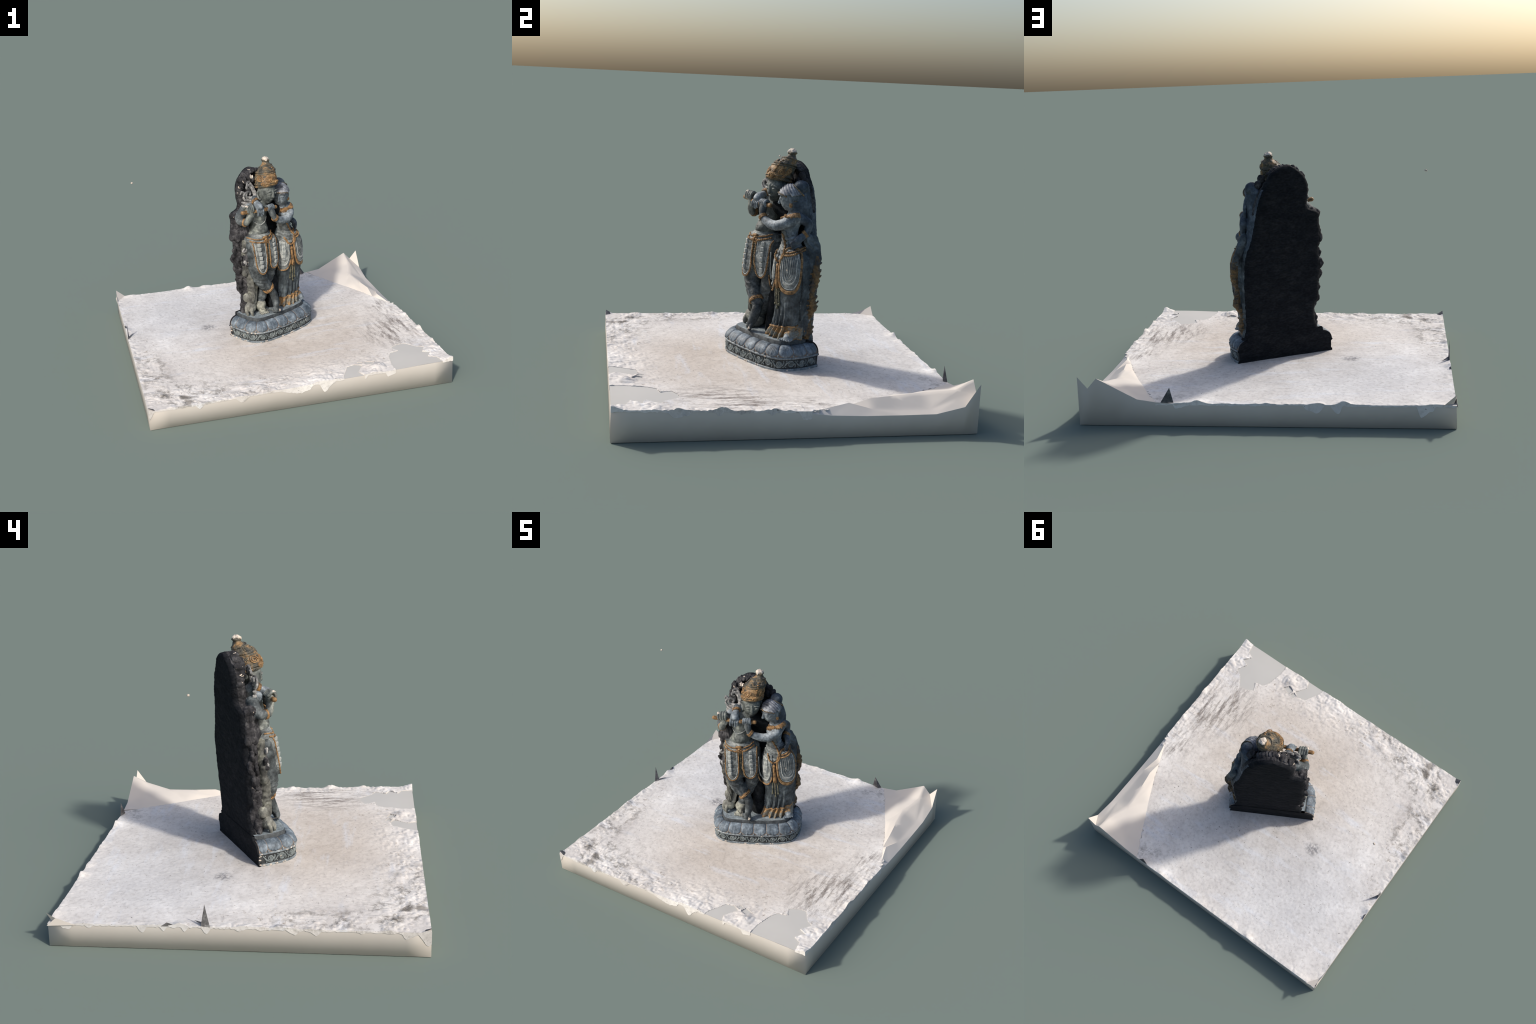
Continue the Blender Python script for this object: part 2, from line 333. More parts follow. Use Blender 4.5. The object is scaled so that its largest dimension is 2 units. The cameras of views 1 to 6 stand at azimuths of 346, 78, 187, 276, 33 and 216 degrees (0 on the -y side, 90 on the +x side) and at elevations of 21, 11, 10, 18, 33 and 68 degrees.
# scrolling plume beside the head: nested bands that curl at their ends
def curl(path, r, turns, cr, ccw, lab="scroll", lead=None):
    p = [list(q) + [r] for q in path]
    x, y, z = path[-1]; px, py, pz = path[-2]
    a0 = math.atan2(z - pz, x - px); sgn = 1 if ccw else -1
    cx, cz = x - sin(a0) * cr * sgn, z + cos(a0) * cr * sgn
    for i in range(1, 13):
        t = i / 12; a = a0 - sgn * pi / 2 + sgn * turns * 2 * pi * t; q = cr * (1 - 0.62 * t)
        p.append([cx + q * cos(a), y - 0.008 * t, cz + q * sin(a), r * (1 - 0.25 * t)])
    tube(lab, p, 0.002, n=8 * len(p))
curl([(-0.092, 0.025, 1.112), (-0.115, 0.028, 1.102), (-0.146, 0.038, 1.108)], 0.0105, 0.8, 0.026, False)
curl([(-0.090, 0.022, 1.094), (-0.12, 0.026, 1.082), (-0.162, 0.040, 1.092)], 0.0085, 0.42, 0.042, False)
curl([(-0.092, 0.034, 1.125), (-0.098, 0.044, 1.155), (-0.112, 0.055, 1.178)], 0.0105, 0.7, 0.019, True)
curl([(-0.086, 0.034, 1.13), (-0.088, 0.048, 1.168), (-0.106, 0.060, 1.200)], 0.0080, 0.35, 0.024, True)
for z0, z1, z2, r in ((1.085, 1.066, 1.070, 0.0105), (1.070, 1.047, 1.048, 0.0110), (1.055, 1.028, 1.024, 0.0120)):
    tube("scroll", [(-0.098, 0.024, z0, r * 0.9), (-0.13, 0.028, z1, r), (-0.165, 0.046, z2, r), (-0.182, 0.060, z2 + 0.010, r * 0.5)], 0.002)
tube("scroll", [(-0.085, 0.030, 1.095, 0.012), (-0.086, 0.032, 1.135, 0.012)], 0.002)
tube("scroll", [(-0.160, 0.050, 1.132, 0.008), (-0.180, 0.056, 1.150, 0.009), (-0.192, 0.058, 1.138, 0.005)], 0.002)

# -------- the man: hips, legs, torso, arms, head
wrap = lambda th, z: 0.0025 * sin(120 * z + 5 * sin(2 * th))
loft("m_hips", [(0.60, -0.085, 0.02, 0.105, 0.085), (0.70, -0.088, 0.015, 0.112, 0.092), (0.78, -0.094, 0.018, 0.106, 0.088), (0.845, -0.098, 0.022, 0.094, 0.082)], 0.01, wrap, 2.4)
tube("m_leg", [(-0.138, 0.0, 0.78, 0.068), (-0.143, -0.018, 0.66, 0.067), (-0.143, -0.032, 0.575, 0.055), (-0.115, -0.048, 0.51, 0.045), (-0.065, -0.062, 0.448, 0.033)], 0.012)
tube("m_leg2", [(-0.03, 0.01, 0.78, 0.065), (-0.022, -0.008, 0.66, 0.060), (-0.025, -0.008, 0.57, 0.05), (-0.06, 0.005, 0.46, 0.04), (-0.10, 0.0, 0.37, 0.032), (-0.108, 0.0, 0.335, 0.03)], 0.012)
tube("m_foot", [(-0.06, -0.066, 0.44, 0.026), (-0.048, -0.078, 0.408, 0.031), (-0.052, -0.098, 0.36, 0.027), (-0.062, -0.115, 0.315, 0.020)], 0.008, flat=((1, -0.4, 0.2), 0.85))
for i in range(5):
    tube("m_foot", [(-0.088 + 0.011 * i, -0.100 - 0.004 * i, 0.325, 0.0075 + 0.0008 * i), (-0.088 + 0.0105 * i, -0.112 - 0.004 * i, 0.300, 0.0065 + 0.0012 * i)], 0.002)
ball("m_foot2", (-0.112, -0.010, 0.330), (0.040, 0.036, 0.040), 0.006)
tube("m_foot2", [(-0.112, -0.02, 0.305, 0.028), (-0.124, -0.045, 0.296, 0.022)], 0.006, flat=((0, 0, 1), 0.8))
for i in range(5):
    tube("m_foot2", [(-0.148 + 0.0115 * i, -0.045 - 0.003 * i, 0.293, 0.008), (-0.152 + 0.0125 * i, -0.066 - 0.003 * i, 0.289, 0.0062)], 0.0015)
loft("m_torso", [(0.82, -0.098, 0.022, 0.088, 0.076), (0.86, -0.094, 0.010, 0.070, 0.066), (0.885, -0.090, 0.006, 0.062, 0.066), (0.93, -0.087, 0.01, 0.056, 0.052), (0.98, -0.082, 0.018, 0.068, 0.050), (1.03, -0.07, 0.026, 0.085, 0.046), (1.065, -0.055, 0.03, 0.06, 0.035)], 0.012)
ball("m_torso", (-0.091, -0.018, 0.882), (0.042, 0.046, 0.036), 0.012)
carve((-0.13, -0.09, 0.86), (-0.05, -0.03, 0.92), lambda X, Y, Z: np.sqrt(((X + 0.091) / 2.2) ** 2 + ((Y + 0.068) / 1.2) ** 2 + (Z - 0.892) ** 2) - 0.006)
tube("m_neck", [(-0.055, 0.03, 1.03, 0.036), (-0.02, 0.02, 1.09, 0.034)], 0.01)
tube("hollow", [(-0.03, 0.03, 1.025, 0.042), (0.03, 0.02, 1.00, 0.045), (0.09, 0.03, 0.96, 0.045)], 0.008)  # far shoulder, then drape below: coloured black for the deep shade between figures
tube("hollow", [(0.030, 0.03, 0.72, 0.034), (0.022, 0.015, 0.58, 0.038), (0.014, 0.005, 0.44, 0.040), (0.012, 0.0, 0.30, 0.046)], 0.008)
# arm that supports the flute from below, hand raised to its end
tube("m_arm", [(-0.165, 0.06, 1.02, 0.034), (-0.208, 0.055, 0.985, 0.032), (-0.222, 0.035, 0.962, 0.028), (-0.213, -0.004, 0.957, 0.022)], 0.008)
tube("m_hand", [(-0.212, -0.012, 0.960, 0.022), (-0.203, -0.026, 0.985, 0.022), (-0.193, -0.032, 1.02, 0.022), (-0.205, -0.028, 1.045, 0.024)], 0.006)
for i in range(4):
    x = -0.226 + 0.0155 * i
    tube("m_hand", [(x + 0.004, -0.008, 1.058, 0.009), (x, -0.034, 1.078, 0.0088), (x - 0.002, -0.05, 1.062, 0.008), (x, -0.052, 1.042, 0.007)], 0.0015)
tube("m_hand", [(-0.196, -0.035, 0.985, 0.009), (-0.178, -0.042, 1.005, 0.009), (-0.166, -0.044, 1.025, 0.008)], 0.002)
# second arm over the shoulder, hand lying over the flute
tube("m_arm2", [(-0.085, 0.045, 1.075, 0.026), (-0.106, 0.02, 1.092, 0.024), (-0.113, 0.0, 1.080, 0.020)], 0.006)
ball("m_arm2", (-0.150, 0.022, 1.038), (0.032, 0.03, 0.034), 0.008)
tube("m_hand2", [(-0.114, -0.006, 1.076, 0.020), (-0.121, -0.035, 1.060, 0.027), (-0.124, -0.048, 1.042, 0.027)], 0.006, flat=((0.1, 0.6, 0.75), 0.55))
for i in range(4):
    x = -0.148 + 0.0155 * i
    tube("m_hand2", [(x + 0.004, -0.047, 1.045, 0.0085), (x, -0.062, 1.026, 0.0078), (x - 0.002, -0.063, 1.003 - 0.004 * (i % 3), 0.0062)], 0.0015)
# flute
tube("flute", [(-0.258, -0.030, 1.042, 0.0135), (-0.20, -0.036, 1.036, 0.0125), (-0.15, -0.045, 1.030, 0.012), (-0.05, -0.058, 1.026, 0.0125), (0.012, -0.061, 1.026, 0.0125)], 0.0, n=10)
# head: bowed, brow forward of the chin
ball("m_head", (-0.010, 0.002, 1.132), (0.058, 0.062, 0.068), 0.004, (14, 4, 0))
ball("m_head", (-0.014, -0.006, 1.095), (0.044, 0.042, 0.048), 0.016, (14, 4, 0))
ball("m_head", (-0.018, -0.024, 1.064), (0.016, 0.014, 0.014), 0.012)
tube("m_head", [(-0.003, -0.058, 1.140, 0.007), (-0.003, -0.060, 1.115, 0.008), (-0.004, -0.062, 1.100, 0.0095)], 0.005)
ball("m_head", (-0.012, -0.050, 1.097), 0.006, 0.003); ball("m_head", (0.006, -0.050, 1.097), 0.006, 0.003)
for sx, xx in ((-1, -0.030), (1, 0.024)):
    ball("m_head", (xx, -0.052, 1.122), (0.0145, 0.008, 0.007), 0.003, (0, -8 * sx, 12 * sx))
    tube("m_head", [(xx - sx * -0.006 - sx * 0.02, -0.058, 1.137, 0.0035), (xx, -0.060, 1.143, 0.004), (xx + sx * 0.018, -0.050, 1.136, 0.003)], 0.004)
for xx in (-0.030, 0.024):
    carve((xx - 0.03, -0.09, 1.11), (xx + 0.03, -0.03, 1.15), lambda X, Y, Z: np.sqrt(((X - xx) / 2.0) ** 2 + ((Y + 0.068) / 1.3) ** 2 + (Z - 1.1325) ** 2) - 0.0062)
tube("m_head", [(-0.028, -0.042, 1.082, 0.003), (-0.010, -0.050, 1.080, 0.0048), (0.008, -0.045, 1.082, 0.003)], 0.002)
tube("m_head", [(-0.024, -0.040, 1.074, 0.003), (-0.012, -0.046, 1.071, 0.0052), (0.002, -0.042, 1.074, 0.003)], 0.002)
tube("m_ear", [(-0.064, 0.010, 1.142, 0.005), (-0.070, 0.020, 1.135, 0.005), (-0.073, 0.020, 1.11, 0.005), (-0.070, 0.006, 1.084, 0.007), (-0.064, -0.004, 1.092, 0.0045), (-0.063, 0.002, 1.12, 0.0045)], 0.002)
tube("m_ear", [(0.052, 0.012, 1.142, 0.005), (0.056, 0.018, 1.11, 0.005), (0.052, 0.010, 1.09, 0.006)], 0.002)
# crown: swelling drum, band, tapering cap, neck, worn finial
ridge = lambda th, z: 0.0024 * sin(9 * th + 40 * z) * sin(95 * z) + 0.0014 * sin(17 * th - 60 * z)
loft("crown", [(1.164, -0.006, 0.010, 0.063, 0.071), (1.182, -0.005, 0.006, 0.068, 0.075), (1.210, -0.001, 0.012, 0.070, 0.073), (1.245, 0.008, 0.023, 0.067, 0.066), (1.272, 0.020, 0.034, 0.060, 0.056), (1.296, 0.033, 0.044, 0.046, 0.043), (1.313, 0.041, 0.052, 0.028, 0.028)], 0.002, None, shear=0.2)
tube("crown", [(0.041, 0.052, 1.295, 0.028), (0.043, 0.055, 1.314, 0.022)], 0.002)
def tilt_band(z0, w, slope=-0.2, lo=-0.09):
    return lambda X, Y, Z: np.abs(Z - (z0 + slope * Y)) - w + 0 * X
patch("crown", (-0.10, -0.09, 1.14), (0.10, 0.12, 1.22), tilt_band(1.173, 0.006), 0.005, only=["crown", "m_head"])
patch("crown", (-0.10, -0.09, 1.14), (0.10, 0.12, 1.22), tilt_band(1.190, 0.0045), 0.004, only=["crown"])
patch("crown", (-0.10, -0.09, 1.22), (0.12, 0.14, 1.29), tilt_band(1.268, 0.0055), 0.004, only=["crown"])
patch("crown_front", (-0.10, -0.10, 1.15), (0.10, 0.03, 1.28), lambda X, Y, Z: np.maximum(np.maximum(Y - (0.005 + 0.35 * (Z - 1.2)) + 0.5 * np.abs(X - 0.005) + 0.012 * sin(90 * X + 60 * Z), Z - 1.262), 1.155 - Z), 0.0004, only=["crown"])
ball("crown", (0.044, 0.057, 1.324), (0.027, 0.027, 0.013), 0.002)
for i in range(9):
    a = i * 2.4; q = 0.017 * math.sqrt(i / 8)
    ball("finial", (0.043 + q * cos(a), 0.056 + q * sin(a), 1.337 - 0.35 * q), (0.0115, 0.0115, 0.0115), 0.0)
ball("finial", (0.043, 0.056, 1.335), (0.018, 0.018, 0.015), 0.001)
# belly band below the navel and waistband
patch("m_belt", (-0.23, -0.11, 0.80), (0.03, 0.06, 0.86), lambda X, Y, Z: np.maximum(np.abs(Z - (0.838 - 0.10 * Y - 0.5 * (X + 0.098) ** 2 * 0)) - 0.024, Y - 0.05) + 0 * X, 0.005, only=["m_hips", "m_torso", "m_leg", "m_leg2"])

# oval apron panels on the two thighs
def tongue(cx, zb, a, lean=0.0, p=2.3, L=0.10):
    """Hanging tongue: straight sides, round lower end at height zb."""
    return lambda X, Y, Z: ((np.abs((X - cx - lean * (Z - zb)) / a) ** p + (np.maximum(zb + L - Z, 0) / L) ** p) ** (1 / p) - 1) * a + np.maximum(Y - 0.005, 0) * 5
patch("m_apron", (-0.22, -0.15, 0.57), (-0.07, 0.02, 0.83), tongue(-0.150, 0.592, 0.048), 0.010, only=["m_hips", "m_leg", "m_leg2"])
patch("m_apron2", (-0.09, -0.15, 0.57), (0.05, 0.02, 0.84), tongue(-0.031, 0.598, 0.049), 0.010, only=["m_hips", "m_leg", "m_leg2"])

# -------- shawl ends and the strip hanging by the man's side
tube("shawl", [(-0.195, 0.03, 0.80, 0.022), (-0.20, 0.03, 0.72, 0.024), (-0.215, 0.025, 0.66, 0.022), (-0.20, 0.025, 0.60, 0.02)], 0.006)
for dx, dy, x1, z1 in [(0.0, 0.0, -0.232, 0.665), (0.01, -0.012, -0.205, 0.652), (-0.008, 0.012, -0.245, 0.71)]:
    tube("foliage", [(-0.19 + dx, 0.02 + dy, 0.80, 0.008), (-0.20 + dx, 0.012 + dy, 0.74, 0.009), (-0.222 + dx, 0.014 + dy, 0.69, 0.009), (x1, 0.012 + dy, z1, 0.012)], 0.002)
tube("scroll", [(-0.19, 0.012, 0.80, 0.007), (-0.198, 0.006, 0.765, 0.008), (-0.222, 0.01, 0.748, 0.008), (-0.234, 0.012, 0.758, 0.008), (-0.226, 0.006, 0.772, 0.006)], 0.002)
ball("scroll", (-0.222, 0.01, 0.672), (0.016, 0.016, 0.02), 0.003)
ball("shawl", (-0.212, 0.02, 0.592), (0.024, 0.024, 0.028), 0.006, (0, 20, 0))
ball("shawl", (-0.186, 0.01, 0.545), (0.026, 0.024, 0.026), 0.006)
ball("shawl", (-0.178, 0.012, 0.48), (0.020, 0.02, 0.032), 0.006, (0, -15, 0))
tube("shawl", [(-0.188, 0.010, 0.62, 0.026), (-0.190, 0.002, 0.54, 0.028), (-0.186, -0.002, 0.46, 0.028), (-0.190, 0.0, 0.385, 0.028)], 0.004, flat=((1, 0.2, 0), 0.65))
tube("shawl", [(-0.17, 0.02, 0.60, 0.02), (-0.172, 0.015, 0.54, 0.022), (-0.175, 0.018, 0.47, 0.022)], 0.006)
tube("paw", [(-0.14, 0.012, 0.48, 0.022), (-0.155, 0.006, 0.43, 0.024), (-0.172, 0.0, 0.37, 0.026)], 0.004, flat=((0.5, 1, 0), 0.5))
ball("paw", (-0.195, 0.002, 0.335), (0.042, 0.034, 0.038), 0.004, (0, 25, 0))
ball("paw", (-0.205, 0.03, 0.40), (0.022, 0.03, 0.032), 0.008)
tube("paw", [(-0.225, 0.01, 0.345, 0.014), (-0.235, 0.0, 0.315, 0.012), (-0.228, -0.005, 0.29, 0.010)], 0.002)
tube("paw", [(-0.208, -0.02, 0.335, 0.014), (-0.215, -0.032, 0.308, 0.011), (-0.208, -0.035, 0.288, 0.008)], 0.002)

# -------- the woman
pleat = lambda th, z: (0.0115 * np.clip((0.50 - z) / 0.18, 0, 1)) * sin(13 * th + 1.5 * sin(3 * th))
loft("w_skirt", [(0.285, 0.118, 0.002, 0.120, 0.088), (0.315, 0.126, 0.004, 0.112, 0.083), (0.36, 0.142, 0.006, 0.096, 0.076), (0.45, 0.159, 0.006, 0.097, 0.079), (0.55, 0.159, 0.002, 0.111, 0.083), (0.64, 0.160, 0.002, 0.116, 0.085), (0.73, 0.161, 0.004, 0.109, 0.081), (0.79, 0.153, 0.006, 0.082, 0.064), (0.825, 0.142, 0.003, 0.056, 0.048)], 0.008, pleat, 2.3)
loft("w_torso", [(0.79, 0.150, 0.006, 0.066, 0.054), (0.83, 0.138, 0.0, 0.050, 0.043), (0.87, 0.132, -0.005, 0.045, 0.040), (0.91, 0.133, -0.006, 0.049, 0.044), (0.945, 0.140, -0.002, 0.054, 0.047), (0.98, 0.148, 0.006, 0.052, 0.040), (1.01, 0.146, 0.010, 0.036, 0.032)], 0.01)
ball("w_torso", (0.113, -0.030, 0.945), (0.032, 0.032, 0.032), 0.012)
tube("w_neck", [(0.146, 0.008, 0.99, 0.036), (0.138, -0.002, 1.05, 0.031)], 0.008)
tube("w_arm", [(0.176, -0.012, 0.975, 0.033), (0.150, -0.052, 0.948, 0.031), (0.105, -0.076, 0.927, 0.029), (0.055, -0.084, 0.926, 0.027), (0.0, -0.086, 0.945, 0.022), (-0.022, -0.086, 0.962, 0.019)], 0.010)
tube("w_hand", [(-0.024, -0.085, 0.965, 0.018), (-0.034, -0.078, 0.995, 0.022), (-0.038, -0.068, 1.02, 0.022)], 0.006)
for i in range(4):
    x = -0.062 + 0.0135 * i
    tube("m_hand2", [(x + 0.002, -0.072, 1.020, 0.0085), (x, -0.078, 1.038, 0.0085), (x + 0.001, -0.064, 1.050, 0.008), (x + 0.002, -0.048, 1.044, 0.007)], 0.0015)
tube("w_arm2", [(0.182, 0.01, 0.975, 0.030), (0.210, 0.055, 0.945, 0.025), (0.213, 0.05, 0.905, 0.020), (0.212, 0.030, 0.882, 0.018)], 0.008)
tube("w_hand2", [(0.212, 0.026, 0.880, 0.018), (0.220, -0.012, 0.865, 0.022), (0.220, -0.030, 0.855, 0.020)], 0.005, flat=((1, -0.3, 0.2), 0.75))
for i in range(4):
    z = 0.866 - 0.012 * i
    tube("w_hand2", [(0.222, -0.020 + 0.004 * i, z, 0.0085), (0.216, -0.045 + 0.004 * i, z - 0.012, 0.0075), (0.205, -0.060 + 0.004 * i, z - 0.024, 0.006)], 0.0015)
# head turned toward the man
FD = np.array([-0.80, -0.56, -0.20]); FD /= np.linalg.norm(FD)
FR = np.cross(FD, [0, 0, 1]); FR /= np.linalg.norm(FR); FU = np.cross(FR, FD)
HC = np.array([0.116, -0.001, 1.085])
def face(f, r, u): return tuple(HC + FD * f + FR * r + FU * u)
yaw = math.degrees(math.atan2(FD[1], FD[0]))
ball("w_head", HC, (0.061, 0.057, 0.066), 0.004, (0, 12, yaw))
ball("w_head", face(0.012, 0, -0.030), (0.046, 0.042, 0.042), 0.014, (0, 12, yaw))
ball("w_head", face(0.036, 0, -0.058), 0.012, 0.010)
tube("w_head", [(*face(0.057, 0, 0.012), 0.006), (*face(0.066, 0, -0.010), 0.008), (*face(0.071, 0, -0.022), 0.0095)], 0.004)
for sr in (-1, 1):
    ball("w_head", face(0.053, sr * 0.024, 0.002), (0.008, 0.014, 0.0065), 0.002, (0, 0, yaw + 22 * -sr))
    tube("w_head", [(*face(0.056, sr * 0.008, 0.018), 0.003), (*face(0.053, sr * 0.024, 0.024), 0.0035), (*face(0.044, sr * 0.038, 0.018), 0.003)], 0.004)
tube("w_head", [(*face(0.050, -0.013, -0.038), 0.003), (*face(0.057, 0, -0.038), 0.0048), (*face(0.050, 0.013, -0.038), 0.003)], 0.002)
tube("w_head", [(*face(0.046, -0.010, -0.047), 0.003), (*face(0.053, 0, -0.047), 0.005), (*face(0.046, 0.010, -0.047), 0.003)], 0.002)
tube("w_ear", [(*face(-0.008, -0.052, 0.010), 0.007), (*face(-0.010, -0.054, -0.012), 0.007), (*face(-0.008, -0.050, -0.026), 0.007)], 0.003)
ball("gold", face(-0.006, -0.052, -0.042), (0.010, 0.010, 0.014), 0.001)
# head cloth, bun, falling hair
s, X, Y, Z = box(HC - 0.09, HC + 0.09, 0.0)
def cap_shape(X, Y, Z):                       # everything but the oval of the face
    uf = (X - HC[0]) * FD[0] + (Y - HC[1]) * FD[1] + (Z - HC[2]) * FD[2]
    uu = (X - HC[0]) * FU[0] + (Y - HC[1]) * FU[1] + (Z - HC[2]) * FU[2]
    ur = (X - HC[0]) * FR[0] + (Y - HC[1]) * FR[1]
    return np.maximum(-np.maximum(uu - 0.034 + 0.30 * np.abs(ur), -0.010 - uf + 0.3 * uu), 0.006 - uu)
patch("w_cap", HC - 0.09, HC + 0.09, cap_shape, 0.010, only=["w_head"])
ball("w_bun", (0.147, 0.044, 1.140), (0.040, 0.048, 0.040), 0.003, (0, -25, 0))
tube("w_hair", [(0.136, 0.07, 1.12, 0.036), (0.140, 0.085, 1.04, 0.038), (0.162, 0.10, 0.92, 0.038), (0.188, 0.11, 0.80, 0.036)], 0.004)
for i in range(13):                           # strands from the temple round to the back
    t = i / 12; y0 = -0.005 + 0.105 * t; x0 = 0.136 + 0.025 * math.sin(pi * t); low = 1.0 if i < 3 else 0.92 - 0.12 * min(1, (i - 3) / 4)
    x1 = 0.150 + 0.057 * math.sin(pi * (0.15 + 0.6 * t)); y1 = y0 + 0.02 + 0.012 * t if i < 3 else max(y0 + 0.03, 0.078 + 0.045 * t); w = 0.004 * math.sin(5 * i)
    tube("w_hair", [(x0, y0, 1.125, 0.010), (x0 + 0.012, y0 + 0.004, 1.07, 0.012), ((x0 + x1) / 2 + w - 0.006, (y0 + y1) / 2, (1.07 + low) / 2, 0.012), (x1, y1, low, 0.009)], 0.002)
for i in range(6):                            # locks lying on the shoulder
    y0 = -0.012 + 0.011 * i; x0 = 0.150 + 0.006 * i
    tube("w_hair", [(x0, y0, 1.105, 0.008), (x0 + 0.012, y0, 1.06, 0.010), (x0 + 0.018, y0 + 0.006, 1.02, 0.010), (x0 + 0.018, y0 + 0.012, 0.985 - 0.004 * i, 0.007)], 0.002)
patch("w_hair", (0.06, 0.0, 0.80), (0.3, 0.22, 1.14), lambda X, Y, Z: Y - (back(Z) - 0.012) + 0 * X, 0.0, only=["stele"])
patch("w_scarf", (0.15, 0.0, 0.28), (0.33, 0.22, 0.80), lambda X, Y, Z: Y - (back(Z) - 0.014) + 0 * X, 0.0, only=["stele"])
# scarf falling from the hip with its crumpled gold border
tube("w_scarf", [(0.215, 0.06, 0.86, 0.028), (0.238, 0.065, 0.77, 0.034), (0.245, 0.06, 0.66, 0.032), (0.242, 0.055, 0.55, 0.030), (0.232, 0.05, 0.44, 0.030), (0.225, 0.045, 0.33, 0.032)], 0.008)
tube("w_scarf", [(0.232, 0.09, 0.86, 0.022), (0.262, 0.09, 0.78, 0.022), (0.272, 0.085, 0.73, 0.02)], 0.006)
RB = spline([(0.268, 0.085, 0.765, 0.018), (0.280, 0.072, 0.70, 0.020), (0.286, 0.064, 0.65, 0.022), (0.278, 0.060, 0.605, 0.020), (0.262, 0.058, 0.56, 0.019), (0.272, 0.060, 0.515, 0.020), (0.278, 0.064, 0.475, 0.021), (0.250, 0.060, 0.43, 0.019), (0.240, 0.060, 0.385, 0.019), (0.250, 0.062, 0.335, 0.020), (0.240, 0.062, 0.30, 0.018)], 60)
tube("w_ribbon", RB, 0.004, n=60)
for i in range(4, 58, 4):                     # crumples along the border
    x, y, z, r = RB[i]
    tube("w_ribbon", [(x - 0.012, y - r - 0.008, z - 0.010, 0.005), (x + r * 0.75, y - 0.008, z, 0.0065), (x + r * 0.85, y + 0.012, z + 0.008, 0.006), (x + r * 0.3, y + 0.03, z + 0.012, 0.005)], 0.003)
# oval skirt panels, bodice cloth, hem
patch("w_panel", (0.03, -0.13, 0.53), (0.13, 0.02, 0.78), tongue(0.066, 0.548, 0.052, p=2.2), 0.008, only=["w_skirt"])
def oval_side(cx, cz, a, b, ang=0.55):
    ca, sa = math.cos(ang), math.sin(ang)
    return lambda X, Y, Z: ((np.abs(((X - cx) * ca + (Y + 0.06) * sa) / a) ** 2.6 + np.abs((Z - cz) / b) ** 2.6) ** (1 / 2.6) - 1) * a + np.maximum(Y - 0.05, 0) * 5
patch("w_panel2", (0.14, -0.13, 0.54), (0.30, 0.07, 0.80), oval_side(0.205, 0.690, 0.060, 0.128), 0.009, only=["w_skirt"])
patch("w_bodice", (0.05, -0.12, 0.71), (0.22, 0.02, 0.92), lambda X, Y, Z: np.maximum(np.abs(X - 0.118 - 0.30 * (0.80 - Z) * 0) - (0.052 - 1.6 * np.maximum(0.775 - Z, 0) ** 1.0 * 0.6) + np.maximum(Z - 0.80, 0) * 0.25, np.maximum(0.728 - Z, Z - 0.90)) + np.maximum(Y, 0) * 4, 0.006, only=["w_skirt", "w_torso", "w_panel", "w_panel2"])
patch("w_hem", (0.0, -0.14, 0.27), (0.30, 0.12, 0.42), lambda X, Y, Z: Z - 0.352 - 0.03 * np.clip((X - 0.12) / 0.1, -1, 0.4) * 0.6 + 0 * Y, 0.0005, only=["w_skirt"])
carve((0.03, -0.12, 0.26), (0.27, 0.06, 0.33), lambda X, Y, Z: np.sqrt(((X - 0.120) / 1.25) ** 2 + (Y - 0.0) ** 2 + ((Z - 0.275) * 3.2) ** 2) - 0.072)
for i in range(5):
    a = -0.75 + i * 0.33
    carve((0.03, -0.13, 0.26), (0.27, 0.03, 0.33), lambda X, Y, Z: np.sqrt((X - (0.118 + 0.120 * sin(a))) ** 2 + (Y + 0.088 * cos(a)) ** 2 + (Z - 0.280) ** 2) - 0.015)
tube("w_foot", [(0.205, 0.0, 0.325, 0.034), (0.213, -0.035, 0.318, 0.033), (0.220, -0.062, 0.302, 0.027)], 0.006, flat=((0, 0, 1), 0.85))
for i in range(5):
    tube("w_foot", [(0.197 + 0.0115 * i, -0.072 + 0.004 * i, 0.296, 0.0085), (0.191 + 0.0135 * i, -0.096 + 0.005 * i, 0.292, 0.0072)], 0.0012)
patch("w_hem", (0.15, -0.07, 0.29), (0.27, 0.06, 0.37), lambda X, Y, Z: 0.312 - Z + 0 * X + 0 * Y, 0.003, only=["w_foot"])
# collar
patch("collar", (0.06, -0.12, 0.94), (0.21, 0.05, 1.03), lambda X, Y, Z: np.abs(np.sqrt((X - 0.140) ** 2 + (Y - 0.006) ** 2 + ((Z - 1.030) * 0.9) ** 2) - 0.072) - 0.013, 0.004, only=["w_torso", "w_neck", "w_arm"])
# bare chips where the paint is knocked off
for c, r in [((-0.078, 0.075, 1.232), 0.014), ((-0.098, 0.07, 1.20), 0.010), ((-0.13, 0.10, 1.20), 0.010), ((-0.148, 0.11, 1.165), 0.012), ((-0.06, 0.11, 1.265), 0.011), ((-0.226, 0.098, 0.818), 0.010), ((-0.238, 0.0, 0.70), 0.008), ((-0.232, 0.01, 0.56), 0.007), ((-0.228, -0.04, 1.082), 0.010), ((-0.046, -0.134, 0.306), 0.010), ((-0.062, -0.105, 0.345), 0.006), ((0.21, -0.08, 0.69), 0.007), ((0.295, 0.09, 0.38), 0.014), ((0.235, 0.075, 1.04), 0.008), ((0.075, -0.055, 0.875), 0.006)]:
    patch("chip", np.array(c) - 0.03, np.array(c) + 0.03, lambda X, Y, Z: np.sqrt((X - c[0]) ** 2 + (Y - c[1]) ** 2 + (Z - c[2]) ** 2) - r * (1 + 0.35 * sin(300 * X + 200 * Z) * sin(260 * Y + 230 * Z)), 0.0006)

V, F, CELLS = polygonise()
print("implicit surface", len(V), "verts")

# ------------------------------------------------------------ object makers
COLL = bpy.context.scene.collection
def link(ob, parent=None):
    COLL.objects.link(ob)
    if parent is not None: ob.parent = parent
    return ob

